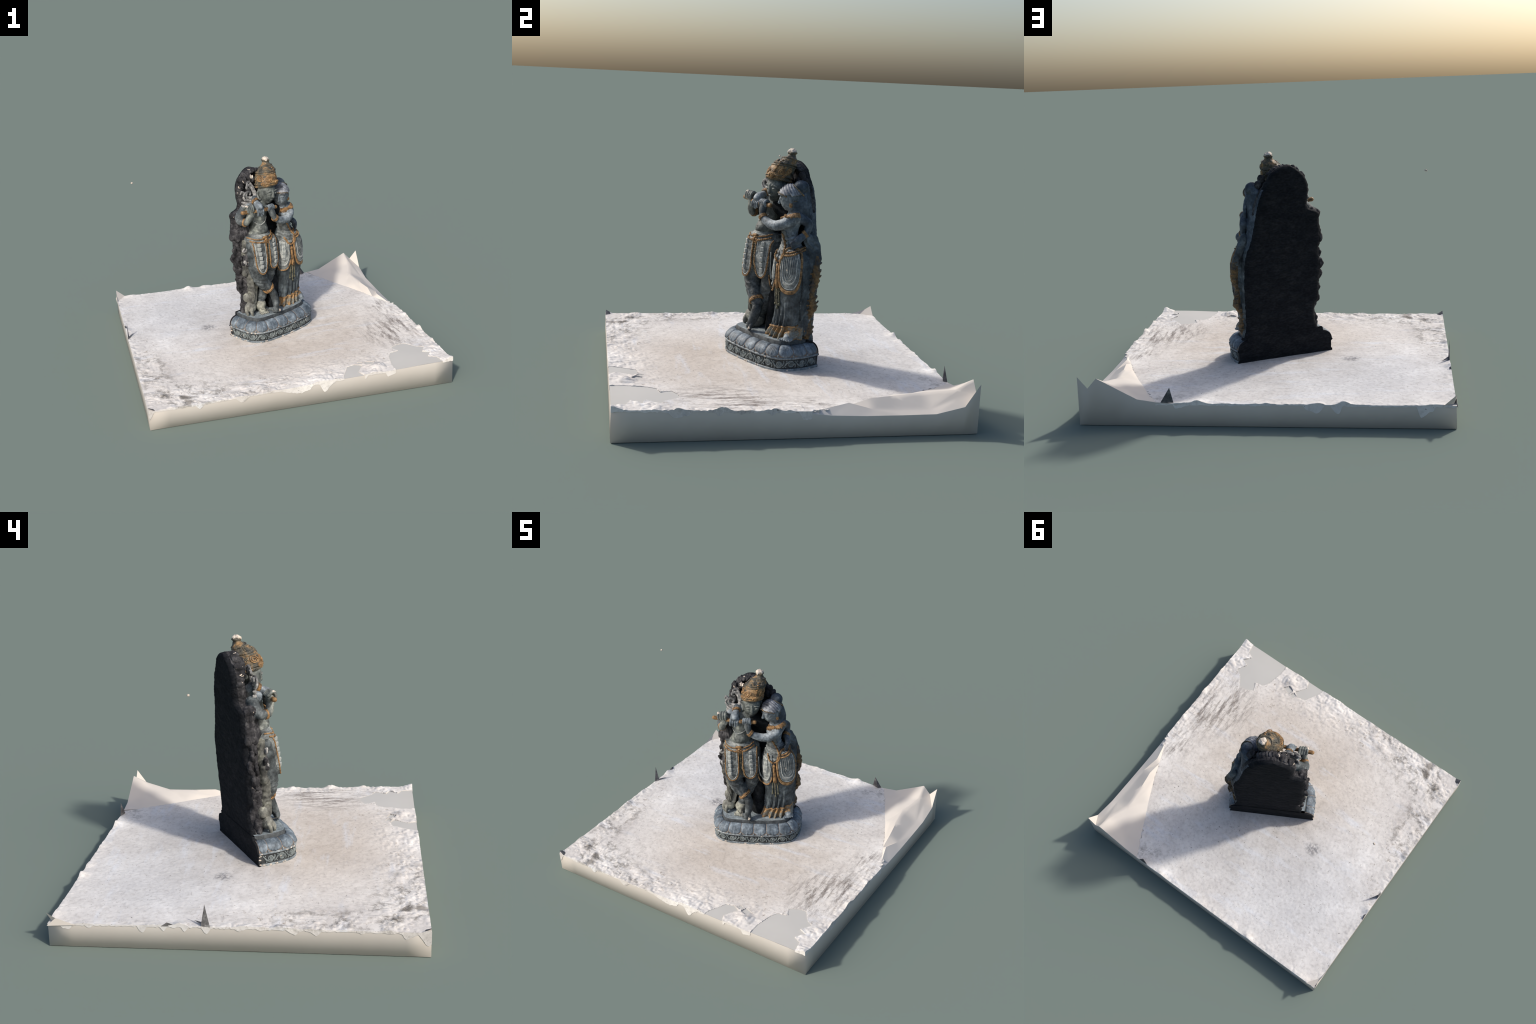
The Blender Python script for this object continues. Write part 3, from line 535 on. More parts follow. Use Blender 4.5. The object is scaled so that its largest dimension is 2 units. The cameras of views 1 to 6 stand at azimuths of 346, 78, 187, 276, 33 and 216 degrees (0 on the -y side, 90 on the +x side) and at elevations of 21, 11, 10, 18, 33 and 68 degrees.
statue = bpy.data.objects.new("statue", None); link(statue)
statue.location = STATUE_AT; statue.rotation_euler = (0, 0, STATUE_TURN)
statue["label"] = "dark blue-grey painted stone couple with flute on lotus pedestal"
statue["category"] = "statue"

def mesh_object(name, verts, faces, mat, parent=statue, smooth=True, angle=None, drop=FLOOR):
    me = bpy.data.meshes.new(name)
    v = np.asarray(verts, float).copy()
    if drop: v[:, 2] -= drop
    me.from_pydata(v.tolist(), [], [list(map(int, f)) for f in faces])
    me.materials.append(MAT[mat] if isinstance(mat, str) else mat)
    if smooth:
        me.polygons.foreach_set("use_smooth", [True] * len(me.polygons))
        if angle: me.set_sharp_from_angle(angle=math.radians(angle))
    me.update()
    return link(bpy.data.objects.new(name, me), parent)

# split the carved surface into parts that share its normals
whole = bpy.data.meshes.new("whole")
whole.vertices.add(len(V)); whole.vertices.foreach_set("co", V.astype(np.float32).ravel())
whole.loops.add(len(F) * 4); whole.loops.foreach_set("vertex_index", F.astype(np.int32).ravel())
whole.polygons.add(len(F)); whole.polygons.foreach_set("loop_start", np.arange(0, len(F) * 4, 4, dtype=np.int32))
whole.update(calc_edges=True)
VN = np.empty(len(V) * 3, np.float32); whole.vertex_normals.foreach_get("vector", VN); VN = VN.reshape(-1, 3)
vi0 = V.copy()
vi = np.clip(np.rint((vi0 - LO) / H).astype(int), 0, N - 1)
vlab = LAB[tuple(vi.T)]
flab = np.sort(vlab[F], 1)[:, 1]
def on(*keys): return np.isin(vlab, [PARTS.index(k_) for k_ in keys])
X_, Y_, Z_ = V.T
relief = 0.0010 * fbm(V, 55, 3, 3) + 0.0007 * noise(V, 170, 9)
wv = noise(V, 14, 40)
leg = on("m_leg", "m_leg2")
relief += leg * 0.0026 * sin(105 * (Z_ + 0.55 * X_) + 5 * wv) * np.clip((0.60 - Z_) / 0.04, 0.25, 1)
relief += on("m_hips") * 0.002 * sin(150 * Z_ + 60 * X_ + 4 * wv)
relief += on("w_bodice", "w_torso") * (Z_ < 0.90) * 0.0026 * sin(2 * pi * np.sqrt((X_ - 0.150) ** 2 + (Z_ - 0.90) ** 2) / 0.021 + 1.2 * wv) * np.clip((0.90 - Z_) / 0.03, 0, 1)
relief += on("w_hair", "w_bun") * 0.0012 * sin(70 * np.arctan2(X_ - 0.13, Y_ - 0.03) + 6 * wv)
relief += on("w_cap") * 0.0016 * sin(2 * pi * np.sqrt((X_ - 0.165) ** 2 + (Y_ - 0.05) ** 2 + (Z_ - 1.14) ** 2) / 0.013 + 2 * wv)
relief += on("foliage", "shawl") * (0.0035 * fbm(V, 38, 3, 50) + 0.0018 * sin(230 * X_ + 120 * Z_ + 8 * wv))
relief += on("scroll") * 0.0008 * sin(300 * Z_ + 200 * X_)
relief += on("w_scarf", "w_ribbon") * 0.0022 * sin(170 * X_ + 60 * Z_ + 90 * Y_ + 7 * wv)
relief += on("w_skirt") * np.clip((0.52 - Z_) / 0.05, 0, 1) * 0.0014 * sin(36 * np.arctan2(X_ - 0.14, -Y_) + 4 * wv)
relief += on("stele") * 0.0030 * fbm(V * [0.4, 1, 1.3], 42, 3, 60)
relief += on("crown") * 0.0015 * sin(190 * Z_ + 40 * X_) * sin(170 * X_ + 120 * Y_)
relief += on("finial") * 0.003 * noise(V, 90, 70)
V = V + VN * relief[:, None]
whole.vertices.foreach_set("co", V.astype(np.float32).ravel()); whole.update()
VN = np.empty(len(V) * 3, np.float32); whole.vertex_normals.foreach_get("vector", VN); VN = VN.reshape(-1, 3)
for li, key in enumerate(PARTS):
    sel = F[flab == li]
    if not len(sel) or key == "none": continue
    used, inv = np.unique(sel, return_inverse=True)
    me = bpy.data.meshes.new(PART_INFO[key][0])
    co = V[used].copy(); co[:, 2] -= FLOOR
    me.vertices.add(len(used)); me.vertices.foreach_set("co", co.astype(np.float32).ravel())
    fi = inv.reshape(-1, 4).astype(np.int32)
    me.loops.add(fi.size); me.loops.foreach_set("vertex_index", fi.ravel())
    me.polygons.add(len(fi)); me.polygons.foreach_set("loop_start", np.arange(0, fi.size, 4, dtype=np.int32))
    me.update(calc_edges=True)
    me.polygons.foreach_set("use_smooth", [True] * len(fi))
    me.normals_split_custom_set_from_vertices(VN[used].tolist())
    me.materials.append(MAT[PART_INFO[key][1]])
    ob = link(bpy.data.objects.new(PART_INFO[key][0], me), statue)
    if key == "chip": ob["kind"] = "stuff"
def tree_of(pick):
    keys = [i for i, k_ in enumerate(PARTS) if pick(k_)]
    return BVHTree.FromPolygons(V.tolist(), F[np.isin(flab, keys)].tolist())
TREE_ALL = BVHTree.FromPolygons(V.tolist(), F.tolist())
TREE_MAN = tree_of(lambda k_: k_[:2] == "m_"); TREE_CROWN = tree_of(lambda k_: k_.startswith("crown"))
TREE_WOMAN = tree_of(lambda k_: k_ in ("w_skirt", "w_panel", "w_panel2", "w_hem", "w_bodice", "w_torso", "w_neck", "collar", "w_scarf", "w_foot"))
TREE_WHEAD = tree_of(lambda k_: k_ in ("w_head", "w_cap", "w_ear"))
TREE = TREE_ALL
bpy.data.meshes.remove(whole)

def onto(p, d=(0, 1, 0), reach=0.25, tree=None):
    d = Vector(d).normalized()
    hit, nor, _, _ = (tree or TREE).ray_cast(Vector(p) - d * reach, d)
    if hit is None: return np.array(p, float), -np.array(d)
    return np.array(hit), np.array(nor)

def drape(ctrl, n=60, d=(0, 1, 0), lift=0.0, loop=False):
    """Project a curve, drawn as (x, z) or (x, y, z) points, onto the carving."""
    c = [(q[0], -0.05, q[1]) if len(q) == 2 else q for q in ctrl]
    out = []
    for p in spline(c, n):
        h, m = onto(p, d); out.append(h + m * lift)
    out = np.array(out)
    for _ in range(2): out[1:-1] = 0.5 * out[1:-1] + 0.25 * (out[:-2] + out[2:])
    return out

def resample(p, step):
    seg = np.linalg.norm(np.diff(p, axis=0), axis=1); s = np.r_[0, np.cumsum(seg)]
    k = max(2, int(s[-1] / step) + 1); t = np.linspace(0, s[-1], k)
    return np.stack([np.interp(t, s, p[:, i]) for i in range(p.shape[1])], 1)

def sweep(p, r, sides=7, squash=None):
    """Tube mesh along p with radius r (number or array)."""
    p = np.asarray(p, float); r = np.broadcast_to(np.asarray(r, float), len(p))
    t = np.gradient(p, axis=0); t /= np.linalg.norm(t, axis=1)[:, None] + 1e-12
    u = np.cross(t[0], [0.3, 0.2, 1]); u /= np.linalg.norm(u)
    vs, fs = [], []
    for i in range(len(p)):
        u = u - t[i] * (u @ t[i]); u /= np.linalg.norm(u) + 1e-12; w = np.cross(t[i], u)
        for k in range(sides):
            a = 2 * pi * k / sides; o = u * cos(a) + w * sin(a)
            vs.append(p[i] + o * r[i])
    for i in range(len(p) - 1):
        for k in range(sides):
            a, b = i * sides + k, i * sides + (k + 1) % sides
            fs.append((a, b, b + sides, a + sides))
    fs.append(tuple(range(sides - 1, -1, -1))); fs.append(tuple(range((len(p) - 1) * sides, len(p) * sides)))
    return vs, fs

bm = bmesh.new(); bmesh.ops.create_icosphere(bm, subdivisions=1, radius=1.0)
ICO_V = np.array([v.co[:] for v in bm.verts]); ICO_F = np.array([[v.index for v in f.verts] for f in bm.faces]); bm.free()

class Bag:
    """Collects small pieces into one mesh."""
    def __init__(self): self.v, self.f = [], []
    def add(self, vs, fs):
        o = len(self.v); self.v.extend(np.asarray(vs).tolist()); self.f.extend([[o + int(i) for i in f] for f in fs]); return self
    def rope(self, p, r, sides=7): return self.add(*sweep(p, r, sides))
    def beads(self, p, r, gap=1.9, squash=1.0):
        for q in resample(p, r * gap): self.add(ICO_V * r * (1 + 0.12 * RNG.uniform(-1, 1)) * np.array([1, 1, squash]) + q, ICO_F)
        return self
    def blob(self, c, r): return self.add(ICO_V * np.asarray(r) + np.asarray(c), ICO_F)
    def make(self, name, mat, stuff=False):
        ob = mesh_object(name, self.v, self.f, mat)
        if stuff: ob["kind"] = "stuff"
        return ob

def ring(c, axis, r, n=30, ry=None):
    a = Vector(axis).normalized(); u = a.orthogonal().normalized(); w = a.cross(u); c = np.array(c)
    t = np.linspace(0, 2 * pi, n)
    return np.array([c + np.array(u) * r * cos(k) + np.array(w) * (ry or r) * sin(k) for k in t])

def oval_path(cx, cz, a, b, scale=1.0, p=2.6, a0=200, a1=-20, n=26):
    out = []
    for t in np.radians(np.linspace(a0, a1 + 360 if a1 > a0 else a1, n)):
        c, s_ = math.cos(t), math.sin(t)
        out.append((cx + scale * a * np.sign(c) * abs(c) ** (2 / p), cz + scale * b * np.sign(s_) * abs(s_) ** (2 / p)))
    return out

# ------------------------------------------------------------ man's ornaments
TREE = TREE_MAN
def tongue_path(cx, zb, a, ztop, scale=1.0, p=2.3, L=0.10, dz=0.0):
    t = np.linspace(0, pi, 24); c, s_ = np.cos(t), np.sin(t)
    x = cx - scale * a * np.sign(c) * np.abs(c) ** (2 / p); z = zb + L - (L - (1 - scale) * a) * s_ ** (2 / p) + dz
    return [(x[0], ztop)] + [(x[0], ztop * (1 - k) + z[0] * k) for k in (0.35, 0.7)] + list(zip(x, z)) + [(x[-1], ztop * (1 - k) + z[-1] * k) for k in (0.7, 0.35)] + [(x[-1], ztop)]
for cx, zb, a, zt in [(-0.150, 0.592, 0.048, 0.812), (-0.031, 0.598, 0.049, 0.820)]:
    pth = drape(tongue_path(cx, zb, a, zt, 0.93), 130, lift=0.001)
    Bag().rope(pth, 0.0036).beads(pth + np.array([0, -0.002, 0]), 0.0050, 1.75).make("apron_border", "gold", True)
    inner = drape(tongue_path(cx, zb, a, zt, 0.74), 110, lift=0.0005)
    Bag().rope(inner, 0.0026).make("apron_piping", "tile")
# square scales in a column with straps either side
tile_bm = bmesh.new(); bmesh.ops.create_cube(tile_bm, size=1.0)
bmesh.ops.bevel(tile_bm, geom=tile_bm.edges[:], offset=0.12, segments=1, affect='EDGES')
tile_me = bpy.data.meshes.new("apron_tile"); tile_bm.to_mesh(tile_me); tile_bm.free()
tile_me.materials.append(MAT["tile"]);
for x0, x1 in ((-0.164, -0.162), (-0.026, -0.020)):
    for i in range(6):
        t = i / 5; z = 0.800 - 0.150 * t
        h, m = onto((x0 + (x1 - x0) * t, -0.05, z))
        ob = bpy.data.objects.new("apron_tile", tile_me); link(ob, statue)
        ob.location = (h[0], h[1] - 0.0035, h[2] - FLOOR); ob.scale = (0.021 + 0.001 * (i % 2), 0.015, 0.0245)
        ob.rotation_euler = (RNG.uniform(-0.08, 0.08) + 0.12, RNG.uniform(-0.08, 0.08), math.atan2(m[0], -m[1]))
straps = Bag()
for cx, xa, xb in ((-0.150, -0.188, -0.114), (-0.031, -0.068, 0.006)):
    for i in range(6):
        z = 0.795 - 0.032 * i
        for dz in (0, -0.005):
            straps.rope(drape([(xa + 0.006, z + dz), ((xa + xb) / 2, z + dz - 0.004), (xb - 0.006, z + dz + 0.006)], 16, lift=0.0002), 0.0017, 5)
straps.make("apron_strap", "cloth_light", True)
belt = Bag()
for z0, r in ((0.852, 0.0048), (0.832, 0.0066)):
    p = drape([(-0.196, 0.03, z0 - 0.006), (-0.185, -0.02, z0 - 0.012), (-0.15, -0.05, z0 - 0.018), (-0.098, -0.06, z0 - 0.020), (-0.045, -0.05, z0 - 0.012), (-0.005, -0.02, z0 + 0.002)], 60, d=(0.0, 1, 0), lift=0.002)
    belt.rope(p, r * 0.8).beads(p + np.array([0, -0.002, 0]), r, 1.6)
belt.make("belt_beads", "gold", True)
h, m = onto((-0.098, -0.05, 0.822))
fl = Bag().blob(h + [0, -0.004, 0.020], (0.030, 0.008, 0.009))
for k in range(5):
    a = math.radians(90 + 72 * k)
    fl.blob(h + [0.013 * cos(a), -0.008, -0.008 + 0.012 * sin(a)], (0.0105, 0.008, 0.0105))
fl.blob(h + [0, -0.015, -0.006], 0.007)
fl.make("belt_buckle", "gold")
ch = drape([(-0.094, 0.800), (-0.090, 0.74), (-0.082, 0.68), (-0.072, 0.625)], 40, lift=0.004)
Bag().beads(ch, 0.0068, 1.55, 0.8).rope(ch, 0.003).make("belt_chain", "moss", True)
for x0, x1, nm in ((-0.104, -0.094, "moss"), (-0.077, -0.066, "gold_dark")):
    ch = drape([(x0, 0.79), ((x0 + x1) / 2, 0.71), (x1, 0.63)], 40, lift=0.002)
    Bag().beads(ch, 0.005, 1.6).make("belt_chain", nm, True)
p = drape([(-0.140, 0.945), (-0.118, 0.926), (-0.09, 0.930), (-0.062, 0.945), (-0.046, 0.965)], 40, lift=0.001)
Bag().beads(p, 0.0042, 1.8).make("necklace_beads", "tile", True)
an = ring((-0.078, -0.057, 0.462), (0.05, -0.015, -0.06), 0.039)
Bag().rope(an, 0.006).beads(an + np.array([0.004, -0.002, -0.006]), 0.0062, 1.7).beads(an + np.array([-0.005, 0.002, 0.006]), 0.005, 1.7).make("anklet", "gold")
for c, ax, r in [((-0.2125, 0.002, 0.957), (0.05, -1, 0.1), 0.0245), ((-0.1125, 0.003, 1.082), (0, -0.9, -0.5), 0.0225), ((-0.020, -0.086, 0.960), (-0.7, 0, 0.7), 0.0215), ((0.211, 0.034, 0.886), (-0.4, -0.7, -0.6), 0.0205)]:
    p = ring(c, ax, r); b = Bag()
    a = np.array(Vector(ax).normalized())
    for o in (-0.006, 0.0, 0.006): b.rope(p + a * o, 0.0042)
    b.make("bracelet", "gold")
p = drape([(-0.135, -0.03, 0.315), (-0.112, -0.05, 0.303), (-0.09, -0.045, 0.312)], 20, lift=0.001)
Bag().beads(p, 0.004, 1.7).make("anklet", "shawl", True)
# crown: brim beads, raised spirals, front medallion and ridge
def crown_at(th, z):
    c = np.array([0.0 + (z - 1.16) * 0.30, 0.008 + (z - 1.16) * 0.32, z])
    d = np.array([-math.sin(th), math.cos(th), 0.0])
    return onto(c, d, 0.2, TREE_CROWN)
def crown_line(th0, th1, z0, z1, n=50, lift=0.0):
    return np.array([(lambda q: q[0] + q[1] * lift)(crown_at(a, z)) for a, z in zip(np.linspace(th0, th1, n), np.linspace(z0, z1, n))])
brim = Bag()
for z, r in ((1.168, 0.0045), (1.186, 0.004)):
    th = np.linspace(-2.4, 2.4, 70)
    p = np.array([crown_at(a, z + 0.014 * math.cos(a))[0] for a in th]); brim.beads(p, r, 1.9)
for z, r in ((1.246, 0.0042), (1.258, 0.0034), (1.288, 0.0042)):
    th = np.linspace(-2.6, 2.6, 60)
    p = np.array([(lambda q_: q_[0] + q_[1] * 0.001)(crown_at(a, z + 0.012 * math.cos(a))) for a in th]); brim.rope(p, r)
brim.make("crown_beads", "gold_dark", True)
sp = Bag(); spd = Bag()
for th, z, R_, k in [(-0.55, 1.222, 0.020, 1), (0.62, 1.222, 0.020, -1), (-1.25, 1.225, 0.021, 1), (1.3, 1.225, 0.021, -1), (-1.0, 1.197, 0.011, -1), (1.0, 1.197, 0.011, 1), (-1.9, 1.222, 0.018, 1), (1.95, 1.222, 0.018, -1), (-0.5, 1.276, 0.012, 1), (0.5, 1.276, 0.012, -1), (-1.4, 1.276, 0.012, 1), (1.4, 1.276, 0.012, -1)]:
    p = []
    for t in np.linspace(0, 1, 34):
        a = k * t * 4.2 * pi; q = R_ * (1 - 0.8 * t)
        hh, mm = crown_at(th + q * cos(a) / 0.068, z + q * sin(a)); p.append(hh + mm * 0.001)
    (sp if abs(th) < 1.35 and z < 1.26 else spd).rope(np.array(p), 0.0034, 6)
sp.make("crown_spiral", "gold", True); spd.make("crown_spiral", "gold_dark", True)
md = Bag(); hh, mm = crown_at(0.08, 1.200)
md.blob(hh + mm * 0.002, (0.017, 0.010, 0.019))
md.beads(ring(hh + mm * 0.004, mm, 0.017, 24), 0.004, 1.8)
for z in np.arange(1.222, 1.292, 0.009):
    hh, mm = crown_at(0.06, z); md.blob(hh + mm * 0.001, (0.011, 0.006, 0.004))
md.make("crown_medallion", "gold")

# ---------------------------------------------------------- woman's ornaments
TREE = TREE_WOMAN
p = drape([(0.090, 0.785), (0.100, 0.752), (0.128, 0.727), (0.156, 0.742), (0.170, 0.775), (0.160, 0.805), (0.140, 0.845), (0.122, 0.880)], 80, lift=0.003)
Bag().rope(p, 0.006).beads(p + np.array([0, -0.004, 0]), 0.0062, 1.6).make("bodice_border", "gold", True)
for dz in (0.0, 0.014):
    p = drape([(0.168, -0.06, 0.768 + dz), (0.20, -0.05, 0.772 + dz), (0.228, -0.03, 0.785 + dz), (0.246, 0.0, 0.800 + dz)], 40, d=(-0.55, 0.83, 0), lift=0.003)
    Bag().rope(p, 0.006).beads(p + np.array([0.002, -0.003, 0]), 0.006, 1.6).make("belt", "gold", True)
o1 = (0.066, 0.548, 0.052, 0.70)
p = drape(tongue_path(*o1, 0.95, p=2.2), 90, lift=0.002)[14:-14]; Bag().rope(p, 0.0045).beads(p + np.array([0, -0.002, -0.002]), 0.0048, 1.6).make("skirt_panel_border", "gold", True)
p = drape(tongue_path(0.066, 0.585, 0.044, 0.76, 0.9, p=2.2), 90, lift=0.003); Bag().rope(p, 0.003).beads(p + np.array([0, -0.001, -0.006]), 0.0038, 1.8).make("skirt_panel_beads", "tile", True)
p = drape([(0.064, 0.76), (0.056, 0.70), (0.060, 0.63)], 30, lift=-0.004); q = drape([(0.082, 0.75), (0.080, 0.69), (0.074, 0.62)], 30, lift=-0.004)
Bag().rope(p, 0.009).rope(q, 0.010).rope((p + q) / 2 + np.array([0, -0.002, 0]), 0.010).make("skirt_fold", "tile")
def side_oval(scale, n=60, lift=0.002, dz=0.0, a0=175, a1=365):
    return drape([(q[0], -0.05 + 0.6 * (q[0] - 0.205), q[1] + dz) for q in oval_path(0.205, 0.690, 0.058, 0.128, scale, a0=a0, a1=a1)], n, d=(-0.5, 0.86, 0), lift=lift)
p = side_oval(0.95); Bag().rope(p, 0.0075).rope(p + np.array([0, -0.001, -0.008]), 0.007).make("skirt_panel_border", "gold")
p = side_oval(0.84); Bag().rope(p, 0.003).make("skirt_panel_piping", "tile")
def side_swag(zb, half, ztop, n=70, lift=0.0015):
    c = [(q[0], -0.05 + 0.6 * (q[0] - 0.205), q[1]) for q in tongue_path(0.205, zb, half, ztop, 1.0, p=2.2, L=0.07)]
    return drape(c, n, d=(-0.5, 0.86, 0), lift=lift)
p = side_swag(0.615, 0.037, 0.77); Bag().rope(p, 0.003).beads(p + np.array([0, -0.001, -0.004]), 0.0036, 1.9).make("skirt_panel_beads", "tile", True)
sw = Bag()
for zb, half in ((0.632, 0.026), (0.648, 0.016), (0.664, 0.007)): sw.rope(side_swag(zb, half, 0.768, lift=0.0), 0.0032)
sw.make("skirt_fold", "cloth_light")
ts = Bag(); h, m = onto((0.130, -0.05, 0.702)); ts.blob(h + [0, -0.006, 0], (0.013, 0.010, 0.018))
p = drape([(0.130, 0.690), (0.133, 0.64), (0.136, 0.575)], 30, lift=0.006); ts.rope(p, np.interp(np.linspace(0, 1, 30), [0, 0.3, 0.9, 1], [0.009, 0.010, 0.0145, 0.008]), 8)
ts.make("tassel", "gold")
chn = Bag()
for dx, zb in ((-0.017, 0.49), (0.0, 0.468), (0.018, 0.492)):
    p = drape([(0.134 + dx * 0.7, 0.575), (0.135 + dx, 0.53), (0.135 + dx, zb)], 26, lift=0.005)
    chn.beads(p, 0.0052, 1.5).blob(p[-1] + [0, -0.003, -0.006], (0.0085, 0.0085, 0.0095))
chn.make("tassel_chain", "moss", True)
for ctrl, d, mt in [([(0.112, 0.70), (0.113, 0.60), (0.116, 0.53)], (0, 1, 0), "cloth"), ([(0.155, 0.72), (0.158, 0.62), (0.160, 0.56)], (0, 1, 0), "moss"), ([(0.252, -0.02, 0.75), (0.258, -0.01, 0.62), (0.25, -0.01, 0.48), (0.248, 0.0, 0.40)], (-0.8, 0.6, 0), "cloth")]:
    p = drape(ctrl, 60, d=d, lift=0.002); Bag().beads(p, 0.0048, 1.7).make("bead_chain", mt, True)
p = []
for th in np.linspace(-1.35, 1.5, 70):
    c = np.array([0.140, 0.005, 0.352 + 0.012 * th]); d = np.array([-math.sin(th), math.cos(th), 0]); h, m = onto(c, d, 0.2); p.append(h + m * 0.001)
Bag().rope(np.array(p), 0.0055).make("hem_band", "gold")
# border of the head cloth and the band that holds the bun
def head_line(pts, r, name, n=50):
    out = []
    for f, rr, u in spline(pts, n):
        d = -(FD * f + FR * rr + FU * u); h, m = onto(HC, d, 0.15, TREE_WHEAD); out.append(h + m * 0.001)
    Bag().rope(np.array(out), r).beads(np.array(out), r * 1.15, 1.7).make(name, "gold_dark", True)
head_line([(0.2, -1.0, 0.15), (0.6, -0.8, 0.42), (0.9, -0.4, 0.52), (1.0, 0, 0.58), (0.9, 0.5, 0.50), (0.5, 0.9, 0.40)], 0.0038, "head_cloth_border")
p = ring((0.146, 0.028, 1.124), (0.35, 0.55, 0.65), 0.047); Bag().rope(p, 0.004).beads(p, 0.0046, 1.8).make("bun_band", "gold_dark", True)
fr = Bag()
for th in np.linspace(-1.9, 1.2, 24):
    for zz, r in ((0.962, 0.0048), (0.978, 0.0042)):
        h, m = onto((0.142, 0.004, zz + 0.004 * math.cos(th)), (-math.sin(th), math.cos(th), 0), 0.2); fr.blob(h + m * 0.001, (r, r, r * 1.9))
fr.make("necklace_fringe", "gold", True)

# ----------------------------------------------------------------- pedestal
RIM = spline([(-0.302, 0.100), (-0.304, 0.03), (-0.297, -0.055), (-0.268, -0.123), (-0.22, -0.157), (-0.150, -0.173), (-0.02, -0.184), (0.113, -0.181), (0.203, -0.166), (0.257, -0.132), (0.290, -0.06), (0.302, 0.02), (0.295, 0.102)], 260)
RIM = resample(RIM, 0.004)
seg = np.linalg.norm(np.diff(RIM, axis=0), axis=1); ARC = np.r_[0, np.cumsum(seg)]
tan = np.gradient(RIM, axis=0); tan /= np.linalg.norm(tan, axis=1)[:, None]
NOR = np.stack([tan[:, 1], -tan[:, 0]], 1)
for _ in range(12): NOR[1:-1] = 0.5 * NOR[1:-1] + 0.25 * (NOR[:-2] + NOR[2:])
NOR /= np.linalg.norm(NOR, axis=1)[:, None]
NOR *= np.sign(((RIM - [0, 0.0]) * NOR).sum(1))[:, None]

def rim_point(s_, out, z):
    x, y = np.interp(s_, ARC, RIM[:, 0]), np.interp(s_, ARC, RIM[:, 1])
    nx, ny = np.interp(s_, ARC, NOR[:, 0]), np.interp(s_, ARC, NOR[:, 1])
    return np.stack([np.broadcast_to(x + nx * out, np.shape(s_)), np.minimum(y + ny * out, 0.104 + 0.066 * (np.asarray(z) - 0.13)), np.broadcast_to(z, np.shape(s_))], -1)

def band(name, profile, mat, wobble=0.0, angle=40, n=260):
    S = np.linspace(0, ARC[-1], n); rows = []
    for o, z in profile:
        w = wobble * noise(np.stack([S * 60, np.full(n, z * 200), np.zeros(n)], 1), 1.0, 5)
        rows.append(rim_point(S, o + w, np.full(n, z)))
    v = np.vstack(rows); f = [(i * n + j, i * n + j + 1, (i + 1) * n + j + 1, (i + 1) * n + j) for i in range(len(rows) - 1) for j in range(n - 1)]
    return mesh_object(name, v, f, mat, angle=angle)

DOME = [(0.001 - 0.058 * (1 - math.cos(t)) , 0.206 + 0.054 * math.sin(t)) for t in np.linspace(0, pi / 2, 14)]
PROFILE = [(0.004, 0.128), (0.004, 0.138), (0.0, 0.141), (-0.004, 0.144), (-0.004, 0.190), (0.0, 0.194), (0.005, 0.197), (0.006, 0.203), (0.002, 0.207)]
band("plinth_foot", PROFILE[:3], "rim", 0.002)
band("plinth", PROFILE[2:6], "plinth", 0.001)
band("plinth_rim", PROFILE[5:], "rim", 0.0012)
band("lotus_base", [(0.002, 0.207)] + DOME, "seam")
band("dais_edge", [(-0.057, 0.256), (-0.060, 0.282), (-0.063, 0.285)], "dais_side", 0.0006)
n = 200; S = np.linspace(0, ARC[-1], n); v = rim_point(S, -0.063, np.full(n, 0.285)); w = v * [0.5, 0.5, 1] + [0, 0.045, 0]; c = v * [0.02, 0.02, 1] + [0, 0.09, 0]
f = [(j, j + 1, n + j + 1, n + j) for j in range(n - 1)] + [(n + j, n + j + 1, 2 * n + j + 1, 2 * n + j) for j in range(n - 1)]
mesh_object("dais", np.vstack([v, w, c]), f, "dais_top")
# black flat back of the pedestal
prof = PROFILE + DOME + [(-0.06, 0.284)]
L_ = [rim_point(np.array([0.0]), o, np.array([z]))[0] for o, z in prof]; R_ = [rim_point(np.array([ARC[-1]]), o, np.array([z]))[0] for o, z in prof]
v = []
for a, b in zip(L_, R_):
    for t in np.linspace(0, 1, 12):
        q = a * (1 - t) + b * t; v.append([q[0], back(q[2]) + 0.002, q[2]])
f = [(i * 12 + j, (i + 1) * 12 + j, (i + 1) * 12 + j + 1, i * 12 + j + 1) for i in range(len(prof) - 1) for j in range(11)]
k = len(v)
for side_ in (L_, R_):
    for a in side_: v.append([a[0], a[1] - 0.012, a[2]])
for si, off in ((0, 0), (1, 11)):
    for i in range(len(prof) - 1):
        a, b = i * 12 + off, (i + 1) * 12 + off; q = k + si * len(prof) + i
        f.append((a, q, q + 1, b) if si == 0 else (a, b, q + 1, q))
mesh_object("pedestal_panel", v, f, "stele", angle=50)
